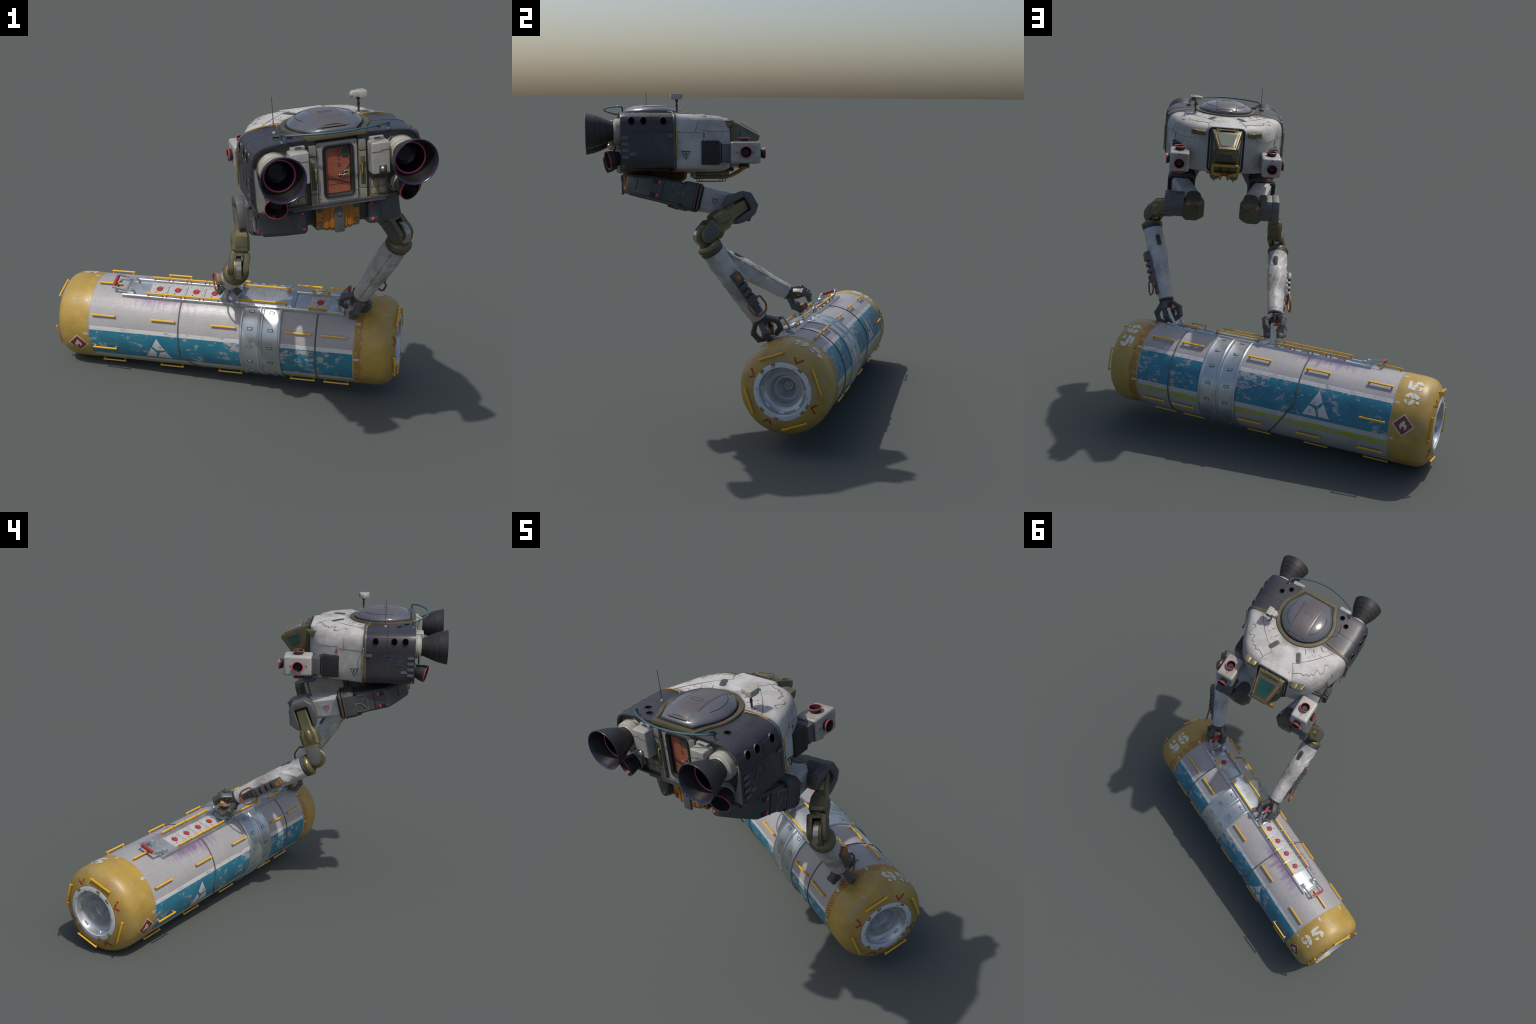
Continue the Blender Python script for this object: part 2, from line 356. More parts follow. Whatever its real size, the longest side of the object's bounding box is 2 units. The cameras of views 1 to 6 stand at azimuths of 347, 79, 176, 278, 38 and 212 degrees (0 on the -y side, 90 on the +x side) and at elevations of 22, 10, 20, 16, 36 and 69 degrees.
g = G(); g.lathe([(-.748,R-.01),(-.748,R)] + [(-.748+1.496*i/60, R) for i in range(1,60)] + [(.748,R),(.748,R-.01)], n=180)
def sink(g, z, y=.0585, s0=-.560, s1=.681):
    # flat channel under the valve tray
    for v in g.bm.verts:
        if s0 < v.co.x < s1 and abs(v.co.y) < y and v.co.z > z: v.co.z = z
sink(g, .2285)
ob('tank_wall', g.done('tank_wall'), [M_tank], tank, TM)
for sg, mt in ((-1, M_capm), (1, M_capp)):
    pr = [(.747,R-.006),(.7475,.2462),(.752,.2472),(.80,.2472),(.855,.2470),(.885,.2450),(.908,.2395),(.926,.230),(.940,.2165),(.951,.199),(.960,.178),(.965,.163),(.967,.157),(.967,.1535),(.962,.150)]
    g = G(); g.lathe([(sg*x, r) for x, r in pr], n=96); o = ob('end_cap', g.done('end_cap'), [mt], tank, TM)
    g = G(); g.lathe([(sg*x, r) for x, r in [(.955,.1525),(.9685,.1525),(.9695,.151),(.9695,.127),(.968,.1255),(.964,.1245)]], n=72)
    ring = ob('mouth_ring', g.done('mouth_ring'), [M_ring], o, TM)
    # stepped bowl sunk into the end
    g = G(); g.lathe([(sg*(.966-d), r) for d, r in [(0,.1250),(.004,.1215),(.008,.1205),(.030,.110),(.037,.100),(.040,.0925)]], 0, n=72)
    g.lathe([(sg*(.966-d), r) for d, r in [(.040,.0925),(.0405,.0925),(.0405,.077),(.042,.0765)]], 1, n=72)
    g.lathe([(sg*(.966-d), r) for d, r in [(.042,.0765),(.055,.071),(.080,.066),(.085,.062),(.0845,.054),(.082,.052),(.086,.050),(.125,.026),(.132,.022),(.132,.0155)]], 0, n=72)
    g.lathe([(sg*(.966-d), r) for d, r in [(.132,.0155),(.128,.015),(.127,.0135),(.127,0)]], 1, n=32)
    ob('bowl', g.done('bowl'), [M_bowl, M_ledge], o, TM)
    for k in range(8):
        a = 22.5+45*k
        g = G(); g.box((0,0,0), (.012,.030,.012), 0, .0025)
        ob('bowl_lug', g.done('bowl_lug'), [M_bowl], o, TM @ Mx.Rotation(-rad(a),4,'X') @ Mx.Translation((sg*.946,0,.115)) @ Mx.Rotation(sg*rad(25),4,'Y'))
    for a in (0,-27.5,58.3,137,153.5,-148,-114):
        g = G(); g.box((0,0,0), (.0012,.0225,.0112), 1); g.box((sg*.0006,0,0), (.0012,.0185,.0072), 0)
        ob('ring_slot', g.done('ring_slot'), [M_gold, M_ink], ring, TM @ Mx.Rotation(-rad(a),4,'X') @ Mx.Translation((sg*.9697,0,.1455)))
    g = G()   # small print and pin holes around the ring
    for k in range(26):
        a = 360*k/26 + random.uniform(-6,6); rr = random.choice((.131,.134,.148)); p = tp(sg*.9698, a, rr)
        g.M = Mx.Rotation(-rad(a),4,'X'); q = (sg*.9698,0,rr)
        if k % 3 == 0:
            for j in range(4): g.box((q[0], (j-1.5)*.0045, rr+random.uniform(-.001,.001)), (.0008,.0035,.0022))
        else: g.box(q, (.0008,.0022,.0022))
    ob('ring_print', g.done('ring_print'), [M_ink], ring, TM, kind='stuff')

# --- decals wrapped on the drum
def wrap(tmp, s0, p0, right, up, r, cut=.007):
    """flat mesh (x right, y up) -> drum; right=+-1 along phi or 's' style axes given as 2-vectors (ds, darc)"""
    for v in tmp.verts:
        d = V((right[0]*v.co.x+up[0]*v.co.y, right[1]*v.co.x+up[1]*v.co.y)); v.co = V((d.x, d.y, 0))
    ys = [v.co.y for v in tmp.verts]; y = min(ys)+cut
    while y < max(ys):
        bmesh.ops.bisect_plane(tmp, geom=tmp.verts[:]+tmp.edges[:]+tmp.faces[:], plane_co=(0,y,0), plane_no=(0,1,0)); y += cut
    for v in tmp.verts:
        f = r(v.co.x+s0) if callable(r) else r
        a = rad(p0)+v.co.y/.245; v.co = V((v.co.x+s0, f*sin(a), f*cos(a)))
    return tmp
def poly_bm(polys):
    t = bmesh.new()
    for p in polys: t.faces.new([t.verts.new((x,y,0)) for x,y in p])
    return t
def text_bm(txt, h, w=None, bold=.02, slits=()):
    c = bpy.data.curves.new('lettering','FONT'); c.body = txt; c.align_x = 'CENTER'; c.align_y = 'CENTER'; c.resolution_u = 3; c.offset = bold
    o = bpy.data.objects.new('lettering', c); bpy.context.scene.collection.objects.link(o)
    bpy.context.view_layer.update()
    me = bpy.data.meshes.new_from_object(o.evaluated_get(bpy.context.evaluated_depsgraph_get()))
    bpy.data.objects.remove(o); t = bmesh.new(); t.from_mesh(me); bpy.data.meshes.remove(me); bpy.data.curves.remove(c)
    xs = [v.co.x for v in t.verts]; ys = [v.co.y for v in t.verts]
    k = h/(max(ys)-min(ys)); kx = k if w is None else w/(max(xs)-min(xs)); cx = (max(xs)+min(xs))/2; cy = (max(ys)+min(ys))/2
    for v in t.verts: v.co = V(((v.co.x-cx)*kx, (v.co.y-cy)*k, 0))
    for x0, x1, y0, y1 in slits:      # stencil bridges
        for co, no in (((x0,0,0),(1,0,0)),((x1,0,0),(1,0,0)),((0,y0,0),(0,1,0)),((0,y1,0),(0,1,0))):
            bmesh.ops.bisect_plane(t, geom=t.verts[:]+t.edges[:]+t.faces[:], plane_co=co, plane_no=no)
        dead = [f for f in t.faces if x0 < f.calc_center_median().x < x1 and y0 < f.calc_center_median().y < y1]
        bmesh.ops.delete(t, geom=dead, context='FACES')
    return t
def decal(name, tmp, mat, par, s0, p0, right, up, r, **kw):
    wrap(tmp, s0, p0, right, up, r); g = G(); g.merge(tmp); return ob(name, g.done(name, False), [mat], par, TM, 60, **kw)
caps = [o for o in bpy.data.objects if o.name.startswith('end_cap')]
capr = lambda s: .2480 if abs(s) < .86 else .2480-(abs(s)-.86)**2*2.6
def stroke(t, pts, w):
    """broad pen stroke along a polyline"""
    P = [V(p) for p in pts]; E = []
    for i, p in enumerate(P):
        a = P[max(0,i-1)]; b = P[min(len(P)-1,i+1)]; d = (b-a).normalized(); E.append(V((-d.y,d.x))*w)
    v = [[t.verts.new((*(p+e*k),0)) for k in (-1,1)] for p, e in zip(P,E)]
    for a, b in zip(v,v[1:]): t.faces.new([a[0],b[0],b[1],a[1]])
def arc(cx, cy, rx, ry, a0, a1, n=12): return [(cx+rx*cos(rad(a0+(a1-a0)*i/n)), cy+ry*sin(rad(a0+(a1-a0)*i/n))) for i in range(n+1)]
def ninety_five():
    t = bmesh.new(); w = .0108
    x = -.045   # nine: two half rings with stencil gaps and a hooked tail
    stroke(t, arc(x,.012,.026,.0185,105,262), w); stroke(t, arc(x,.012,.026,.0185,75,-80), w)
    stroke(t, [(x+.0255,.000),(x+.0230,-.012),(x+.014,-.026),(x+.006,-.033)], w); stroke(t, [(x-.008,-.0345),(x-.024,-.030)], w*.8)
    x = .045    # five
    stroke(t, [(x-.030,.0300),(x+.033,.0300)], w); stroke(t, [(x-.0235,.0190),(x-.0250,-.002)], w)
    stroke(t, [(x-.012,.003)]+arc(x+.002,-.0135,.0265,.0175,85,-72), w); stroke(t, arc(x-.002,-.0135,.0265,.0175,-104,-165), w*.95)
    return t
decal('number_stencil', ninety_five(), M_num, caps[0], -.840, 44.5, (0,-1), (1,0), capr)
decal('number_stencil', ninety_five(), M_num, caps[1], .862, 47.5, (0,1), (-1,0), capr)
for sg in (-1,1):
    dm = lambda k: [(k,0),(0,k),(-k,0),(0,-k)]
    d = decal('hazard_diamond', poly_bm([dm(.061)]), M_dwht, caps[0], -.823, sg*89, (1,0), (0,-sg), lambda s: capr(s))
    decal('diamond_field', poly_bm([dm(.052)]), M_dred, d, -.823, sg*89, (1,0), (0,-sg), lambda s: capr(s)+.0006)
    fl = [(-.006,-.024),(-.018,-.018),(-.022,-.004),(-.017,.008),(-.013,.002),(-.010,.014),(-.003,.030),(.002,.018),(.007,.022),(.010,.008),(.014,.013),(.019,-.002),(.016,-.016),(.006,-.024),(.008,-.012),(.002,-.003),(-.004,-.010),(-.008,-.006),(-.009,-.015)]
    decal('flame_symbol', poly_bm([fl]), M_dwht, d, -.823, sg*89, (1,0), (0,-sg), lambda s: capr(s)+.0012)
    # three-blade triangle logo
    tri = [V((-.346,0)), V((-.425,0)), V((-.266,0))]
    P = [V((0,.082)), V((-.080,-.063)), V((.080,-.063))]; C = V((0,-.014))
    pcs = []
    for i in range(3):
        a, b, c = P[i], P[(i+1) % 3], P[(i+2) % 3]
        q = [a, a+(b-a)*.40, C+(a+(b-a)*.40-C)*.10+ (a-C)*.06, a+(c-a)*.56]
        o = sum(q, V((0,0)))/4; pcs.append([tuple(o+(x-o)*.93) for x in q])
    decal('flank_logo', poly_bm(pcs), M_logo, tank, -.346, sg*88.3, (1,0), (0,-sg), R+.0007)
for sg, cp in ((-1,caps[0]),(1,caps[1])):
    for k in range(8):
        ph = 18+45*k
        t = decal('cap_tab', poly_bm([rrect(.030,.0125,.0055,4)]), M_wht, cp, sg*.769, ph, (sg,0), (0,1), .2478)
        g = G(); wrap(t2 := poly_bm([[(.0035*cos(2*pi*i/10), .0035*sin(2*pi*i/10)) for i in range(10)]]), sg*.777, ph, (1,0), (0,1), .2482); g.merge(t2,0)
        wrap(t3 := poly_bm([rrect(.009,.005,.001,1)]), sg*.762, ph, (1,0), (0,1), .2482); g.merge(t3,1)
        ob('tab_dot', g.done('tab_dot',False), [M_redmark, M_pill], t, TM, 60)
    shoulder = [(.199,.951),(.178,.960),(.163,.965),(.2165,.940),(.230,.926)]
    def cap_s(r):
        k = sorted(shoulder)
        for (r0,s0),(r1,s1) in zip(k,k[1:]):
            if r <= r1: return s0+(s1-s0)*(r-r0)/(r1-r0)
        return k[-1][1]
    for ph in (45,135,225,315):   # painted chevrons on the shoulder
        g = G()
        for a, l in ((38,.042),(-44,.032)):
            d, e = V((sin(rad(a)),cos(rad(a)))), V((cos(rad(a)),-sin(rad(a))))*.0048
            q = [V((0,.166))+d*(l*i/4)+e*k for i in range(5) for k in (-1,1)]
            P = [V((sg*(cap_s(p.y)+.0012), p.x, p.y)) for p in q]
            g.raw([Mx.Rotation(-rad(ph),4,'X') @ p for p in P], [(2*i,2*i+1,2*i+3,2*i+2) for i in range(4)])
        ob('shoulder_chevron', g.done('shoulder_chevron'), [M_vred], cp, TM)
# --- seams
def strap(pts, r=.0042):
    g = G(); g.tube([tp(s,p,R+.0006) for s,p in pts], r, 0, 6); return ob('wall_seam', g.done('wall_seam'), [M_tseam], tank, TM)
strap([(.548,16+i*4) for i in range(83)])
for sg in (-1,1):
    strap([(-.219,sg*(16+i*3)) for i in range(25)]+[(-.222,sg*90)]+[(-.222+.172*i/14,sg*(90+64*i/14)) for i in range(1,15)]+[(-.05,sg*(154+i*3)) for i in range(1,9)])
# --- twin hoops
for s0 in (.1875,.3005):
    w = .0555
    pr = [(s0-w,R-.004),(s0-w,.2535),(s0-w+.004,.2562),(s0-w+.009,.2562),(s0-w+.013,.2515),(s0-w+.021,.2500),(s0+w-.021,.2500),(s0+w-.013,.2515),(s0+w-.009,.2562),(s0+w-.004,.2562),(s0+w,.2535),(s0+w,R-.004)]
    g = G(); g.lathe(pr, n=120); sink(g, .240, .066); hp = ob('steel_hoop', g.done('steel_hoop'), [M_hoop], tank, TM)
    for k in range(15):
        ph = 22.5+22.5*k
        g = G(); g.prism(rrect(.030,.0165,.002,2), .0010, 1); g.prism(rrect(.024,.0108,.0015,2), .0022, 0, .0006)
        ob('hoop_latch', g.done('hoop_latch'), [M_hoop, M_charc], hp, TM @ Mx.Rotation(-rad(ph),4,'X') @ Mx.Translation((s0,0,.2500)))
    g = G()
    for e in (-w+.0135, w-.0135):
        for k in range(110):
            ph = 18+k*2.95; g.ball(tp(s0+e,ph,.2518), .0012, 0, 1)
    ob('hoop_rivets', g.done('hoop_rivets'), [M_hoop], hp, TM, kind='stuff')
g = G(); g.lathe([(.238,R),(.240,.2505),(.244,.2515),(.248,.2505),(.250,R)], n=96); ob('hoop_joint', g.done('hoop_joint'), [M_galv], tank, TM)
# --- yellow hand rails (bar on two feet); X along, Z out, bar centre at z=0
def rail_mesh(L, drop, r=.0042, foot=.0045, name='hand_rail'):
    g = G(); g.box((0,0,0), (L,.0092,.0080), 0, .0016)
    for s in (-1,1):
        x = s*(L/2-.0085); g.cyl((x,0,-drop+.0005),(x,0,-drop+.006),foot*1.35,1,10,foot*.75); g.cyl((x,0,-drop+.006),(x,0,-.003),foot*.72,1,10,foot*.55)
    return g.done(name)
RM = rail_mesh(.142,.0155)
def at(s, ph, r): return TM @ Mx.Rotation(-rad(ph),4,'X') @ Mx.Translation((s,0,r))
rows = (-.6575,-.3065,.0405,.4555,.645)
for ph in (45,-45,132,-132,180):
    for s in rows: ob('hand_rail', RM, [M_yellow,M_foot], tank, at(s,ph,.2600))
for ph in (0,90,-90): ob('hand_rail', RM, [M_yellow,M_foot], tank, at(-.6575,ph,.2600))
RC = rail_mesh(.140,.013,name='cap_rail')
for sg, cp in ((-1,caps[0]),(1,caps[1])):
    for ph in (0,90,180,270):
        ob('cap_rail', RC, [M_yellow,M_foot], cp, TM @ Mx.Rotation(-rad(ph),4,'X') @ Mx.Translation((sg*.9665,0,.190)) @ Mx.Rotation(sg*rad(66),4,'Y') @ Mx.Rotation(rad(90),4,'Z'))
# --- valve tray along the top
g = G()
sec = lambda s, k: [(s, k*y, z) for y, z in [(.056,.226),(.074,.222),(.078,.229),(.0775,.240),(.072,.2495),(.065,.252),(.060,.250),(.056,.243)]]
for k in (-1,1): g.loft([sec(-.567,k), sec(-.564,k), sec(.684,k), sec(.687,k)])
g.box((.06,0,.2330), (1.246,.118,.010), 0, .001)
g.box((-.560,0,.236), (.012,.118,.016), 0, .003); g.box((.680,0,.236), (.012,.118,.016), 0, .003)
g.box((.014,0,.243), (.030,.112,.016), 0, .004)
tray = ob('valve_tray', g.done('valve_tray'), [M_galv], tank, TM)
g = G(); g.prism(rrect(.104,.094,.006,3),.0035,0,.0008)
for a, l in ((0,.03),(90,.03)):
    pass
pm = g
plate_me = pm.done('valve_plate')
g = G(); g.lathe([(0,0),(0,.0185),(.0012,.0185),(.0012,0)],1,Mx.Rotation(-pi/2,4,'Y'),24)
g.lathe([(.001,0),(.001,.0172),(.0062,.0160),(.0066,.0145),(.0045,.0120),(.0045,0)],0,Mx.Translation((.0,-.001,0)) @ Mx.Rotation(-pi/2,4,'Y'),28)
g.box((0,-.001,.0062),(.027,.0042,.0030),0,.001)
g.box((0,.019,.0008),(.004,.010,.0012),1); g.ball((-.012,-.029,.001),.0035,2,2); g.box((.019,.0135,.0008),(.010,.003,.001),1)
dial_me = g.done('valve_dial')
g = G()
for x, y, w, h in [(-.038,.036,.004,.008),(.020,.039,.014,.0016),(-.030,.004,.012,.0012),(.044,.02,.0016,.012),(.044,-.02,.0016,.012),(-.045,-.03,.0016,.008),(.034,-.036,.008,.0016),(-.02,-.040,.010,.0014)]:
    g.box((x,y,.0037),(w,h,.0006))
mark_me = g.done('plate_marks')
for s in (-.369,-.2615,-.154,-.0465,.5475):
    F = TM @ Mx.Translation((s,0,.2375)); p = ob('valve_plate', plate_me, [M_plate], tray, F)
    ob('valve_dial', dial_me, [M_dial,M_ink,M_blued], p, F @ Mx.Translation((0,.004,.0035)) @ Mx.Rotation(random.uniform(-.1,.1),4,'Z'))
    ob('plate_marks', mark_me, [M_redmark], p, F, kind='stuff')
TR = rail_mesh(.101,.0185,name='tray_rail'); TL = rail_mesh(.276,.0175,name='vent_rail')
for k in (-1,1):
    for s in (-.372,-.2645,-.157,-.0495,.5415): ob('tray_rail', TR, [M_yellow,M_foot], tray, TM @ Mx.Translation((s,k*.0655,.2695)))
    ob('vent_rail', TL, [M_yellow,M_foot], tray, TM @ Mx.Translation((.2415,k*.058,.2755)))
# ribbed vent cover
g = G(); b = [(s,y,.240) for s in (.078,.416) for y in (-.070,.070)]; m_ = [(s,y,.247) for s in (.080,.414) for y in (-.071,.071)]; t_ = [(s,y,.2605) for s in (.103,.394) for y in (-.055,.055)]
g.hull(b+m_+t_, 0, .0015)
for i in range(30): g.box((.111+i*.0095,0,.2607), (.0052,.100,.0038), 0, .0012)
for x in (.112,.25,.385): 
    for y in (-.065,.065): g.ball((x,y,.2535),.004,0,1,(1,1,.6))
ob('vent_cover', g.done('vent_cover'), [M_galv], tray, TM)
# tilting carry handles: hinge position, bar position (s,z)
for hs, hz, bs, bz in ((-.520,.256,-.621,.281),(.030,.262,.046,.366),(.648,.256,.706,.338)):
    g = G()
    for k in (-1,1):
        g.box((hs,k*.046,.249), (.034,.024,.018), 0, .003)
        g.cyl((hs,k*.046-.009,hz+.004),(hs,k*.046+.009,hz+.004),.013,0,16,bev=.002)
        d = V((bs-hs,0,bz-hz)); L = d.length
        g.box((0,0,0),(L+.010,.0065,.013),0,.002)
        n_ = 0
    # arms
    g2 = G()
    for k in (-1,1):
        F = frame((hs,k*.052,hz+.002), (bs-hs,0,bz-hz), (0,0,1) if abs(bz-hz)<.05 else (-1,0,0))
        g2.M = F; g2.box((L/2,0,0),(L+.010,.0075,.0155),0,.002)
    g2.M = I4
    g2.cyl((bs,-.056,bz),(bs,.056,bz),.0062,0,12); g2.box((bs,0,bz),(.0165,.084,.0165),1,.004)
    # hinge blocks only
    g3 = G()
    for k in (-1,1):
        g3.box((hs,k*.046,.247), (.036,.026,.018), 0, .003)
        g3.cyl((hs,k*.046-.009,hz+.003),(hs,k*.046+.009,hz+.003),.0135,0,18,bev=.002)
    g.bm.free()
    h = ob('handle_hinge', g3.done('handle_hinge'), [M_galv], tray, TM)
    ob('carry_handle', g2.done('carry_handle'), [M_galv,M_grip], h, TM)

# ================================================================== ROBOT
th = rad(6.3)
BM = Mx.Translation((.209,0,1.501)) @ Mx.Rotation(-th,4,'Y')   # x = lateral, y = forward, z = up of the hull
bot = empty('worker_robot', Mx.Translation((.209,-.5,0)), label='white and dark space worker robot with thrusters and two arms', category='robot')
def BP(a,y,h): return BM @ V((a,y,h))
HW, HL, Y0 = .3585, .317, -.548
PROF = [(0,-.100),(.62,-.100),(.79,-.099),(.90,-.094),(.955,-.084),(.988,-.060),(1,-.026),(1,.02),(1,.07),(.999,.10),(.993,.125),(.975,.150),(.945,.169),(.90,.182),(.84,.1905),(.74,.196),(.60,.200),(.36,.2035),(.15,.205),(0,.205)]
def prof(v):
    v = max(0, min(len(PROF)-1.0001, v)); i = int(v); f = v-i
    p0,p1,p2,p3 = [PROF[max(0,min(len(PROF)-1,j))] for j in (i-1,i,i+1,i+2)]
    c = lambda a,b,c_,d: .5*((2*b)+(-a+c_)*f+(2*a-5*b+4*c_-d)*f*f+(-a+3*b-3*c_+d)*f**3)
    return max(0,c(p0[0],p1[0],p2[0],p3[0])), c(p0[1],p1[1],p2[1],p3[1])
PLAN = [(0,1),(.14,1),(.28,.998),(.42,.980),(.545,.938),(.645,.862),(.735,.730),(.805,.575),(.855,.425),(.895,.290),(.935,.175),(.970,.080),(1,0)]
def plan(t):
    """unit outline of the nose in plan: t=-1 (left side) .. 0 (front) .. 1 (right side)"""
    u = abs(t)*(len(PLAN)-1); i = min(int(u), len(PLAN)-2); f = u-i
    q = [PLAN[max(0,min(len(PLAN)-1,j))] for j in (i-1,i,i+1,i+2)]
    if i == 0: q[0] = (-q[2][0], q[2][1])
    c = lambda a,b,c_,d: .5*((2*b)+(-a+c_)*f+(2*a-5*b+4*c_-d)*f*f+(-a+3*b-3*c_+d)*f**3)
    return math.copysign(c(*[p[0] for p in q]), t), c(*[p[1] for p in q])
def plan_r(x, y):
    """scale at which the outline passes through (x,y) in unit coordinates"""
    x = abs(x); lo, hi = 0.0, 1.0
    if y <= 0: return x
    for _ in range(34):
        m = (lo+hi)/2; p = plan(m)
        if p[0]*y < x*p[1]: lo = m
        else: hi = m
    p = plan(lo); return math.hypot(x,y)/math.hypot(*p)
def hull_pt(t, v, off=0.0, lump=True):
    x, y = plan(t); r, h = prof(v); p = V((HW*r*x, Y0+HL*r*y, h))
    if lump:
        q = p*9; k = noise.noise(q)*.0016+noise.noise(q*2.7)*.0009
        o = V((x*HL, y*HW, 0)).normalized() if 2 < v < 11 else V((0,0,1))
        fade = min(1, (p.y-Y0)/.03) if p.y > Y0 else 0
        p += o*(k*fade+off)
    return p
def on_top(a, y, off=.0):
    """height of the nose/hull upper surface over (a,y)"""
    r = plan_r(a/HW, (y-Y0)/HL); lo, hi = 9.0, len(PROF)-1.001
    for _ in range(30):
        m_ = (lo+hi)/2
        if prof(m_)[0] > r: lo = m_
        else: hi = m_
    return V((a, y, prof(lo)[1]+off))
# white nose
g = G(); nt, nv = 96, (len(PROF)-1)*4; vs = []
for i in range(nv+1):
    for j in range(nt+1): vs.append(hull_pt(-1+2*j/nt, i*(len(PROF)-1)/nv))
fs = [(i*(nt+1)+j, i*(nt+1)+j+1, (i+1)*(nt+1)+j+1, (i+1)*(nt+1)+j) for i in range(nv) for j in range(nt)]
g.raw(vs, fs); bmesh.ops.remove_doubles(g.bm, verts=g.bm.verts[:], dist=1e-5)
nose = ob('front_hull', g.done('front_hull'), [M_white], bot, BM, 60)
# dark rear shell, open at the back
def outline(k=1.0, dz=0.0, n=3):
    o = []
    N_ = (len(PROF)-1)*n
    for i in range(N_+1):
        r,h = prof(i*(len(PROF)-1)/N_)
        if r > .002: o.append((HW*r*k, h+dz))
    return o
def sect(y, k, dz=0.0, b=None, top=None):
    o = outline(k, dz); o = [(x, max(h, b) if b is not None else h) for x,h in o]
    return [(x,y,h) for x,h in o]+[(-x,y,h) for x,h in reversed(o)]
g = G(); g.loft([sect(-.556,.98,.0,-.089), sect(-.556,1.008,.001,-.089), sect(-.63,1.024,.001,-.089), sect(-.72,1.030,.001,-.089), sect(-.79,1.022,.001,-.089), sect(-.818,1.010,.001,-.089), sect(-.823,1.006,0,-.088), sect(-.823,.985,-.005,-.083), sect(-.778,.972,-.008,-.082)], 0, False)
g.loft([sect(-.779,.99,-.004,-.08), sect(-.7775,.99,-.004,-.08)], 1)
for k in (-1,1):
    o = [(x,h-.004) for x,h in outline(.985) if x > .089 and h > -.078]; o = [(o[0][0],-.078)]+o; o = [(.089,-.078)]+o+[(.089,o[-1][1])]
    g.prism([(k*x,h) for x,h in o],.028,1,0,Mx(((1,0,0,0),(0,0,-1,-.779),(0,1,0,0),(0,0,0,1))))
g.loft([sect(-.5565,.985,-.002,-.09), sect(-.556,.985,-.002,-.09)], 0)
shell = ob('rear_shell', g.done('rear_shell'), [M_dark, M_charc], bot, BM, 40)
g = G(); g.loft([sect(-.560,1.0,0,-.1), sect(-.558,1.017,.003,-.097), sect(-.551,1.022,.004,-.098), sect(-.544,1.012,.002,-.1), sect(-.541,.99,-.002,-.1)], 0, False)
ob('hull_seam_band', g.done('hull_seam_band'), [M_grey], bot, BM)
# shell grooves, drawn as fine dark beads
g = G()
def shell_pt(v, y, k=1.0, s=1):
    k = 1.0105+.0195*max(0,1-((y+.70)/.13)**2)
    r,h = prof(v); return V((s*HW*r*k, y, h+.0012))
for s in (-1,1):
    g.tube([shell_pt(8.75,-.818+.26*i/8,s=s) for i in range(9)], .0009, 0, 5)
    g.tube([shell_pt(8.75+(i*8/24),-.672,s=s) for i in range(25)], .0009, 0, 5)
    g.tube([shell_pt(11.8,-.818+.26*i/8,s=s) for i in range(9)], .0009, 0, 5)
ob('shell_groove', g.done('shell_groove'), [M_black], shell, BM, kind='stuff')
# portholes: bevelled lip round a flat black disc
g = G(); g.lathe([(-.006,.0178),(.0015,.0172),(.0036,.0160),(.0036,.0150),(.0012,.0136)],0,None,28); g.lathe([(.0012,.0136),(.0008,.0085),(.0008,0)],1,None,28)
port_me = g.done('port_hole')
def frame_z(o, x, up): return frame(o, x, up)
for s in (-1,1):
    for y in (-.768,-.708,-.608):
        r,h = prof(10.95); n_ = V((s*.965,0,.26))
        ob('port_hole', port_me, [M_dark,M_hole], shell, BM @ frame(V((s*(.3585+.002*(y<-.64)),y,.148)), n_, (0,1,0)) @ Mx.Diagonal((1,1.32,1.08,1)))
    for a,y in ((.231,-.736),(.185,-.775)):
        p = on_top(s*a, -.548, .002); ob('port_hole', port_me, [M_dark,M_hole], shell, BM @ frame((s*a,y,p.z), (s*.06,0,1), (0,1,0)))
    # side markings: pills, number, label
    g = G()
    for y,h in ((-.800,.063),(-.800,.031),(-.800,-.001),(-.800,-.033),(-.765,-.017)):
        g.prism(rrect(.036,.0165,.008,4,y,h), .0006, 0, 0, Mx(((0,0,s,s*.3685),(1,0,0,0),(0,1,0,0),(0,0,0,1))))
    g.prism(rrect(.034,.018,.008,4,-.574,.074), .0006, 1, 0, Mx(((0,0,s,s*.3685),(1,0,0,0),(0,1,0,0),(0,0,0,1))))
    for i in range(6): g.prism(rrect(.004,.0022,.0008,1,-.585+i*.005,.040+.008*(i%2)), .0005, 1, 0, Mx(((0,0,s,s*.3685),(1,0,0,0),(0,1,0,0),(0,0,0,1))))
    ob('side_marks', g.done('side_marks'), [M_pill, M_pill2], shell, BM)
    t = text_bm('72', .056, .092, -.01); g = G(); g.merge(t, 0, Mx(((0,0,s,s*.3704),(s,0,0,-.714),(0,1,0,.049),(0,0,0,1))))
    ob('side_number', g.done('side_number',False), [M_blued], shell, BM)
    # gold grab rails on the seam
    def gr(pts, name='gold_grab', r=.0026):
        g = G(); g.tube(pts, r, 0, 8, smooth=.006); return ob(name, g.done(name), [M_gold], bot, BM)
    gr([(s*.361,-.545,.113),(s*.3695,-.543,.113),(s*.3695,-.543,-.046),(s*.361,-.545,-.046)])
    gr([(s*.188,-.575,.197),(s*.189,-.570,.212),(s*.246,-.560,.208),(s*.302,-.553,.196),(s*.301,-.553,.182)])
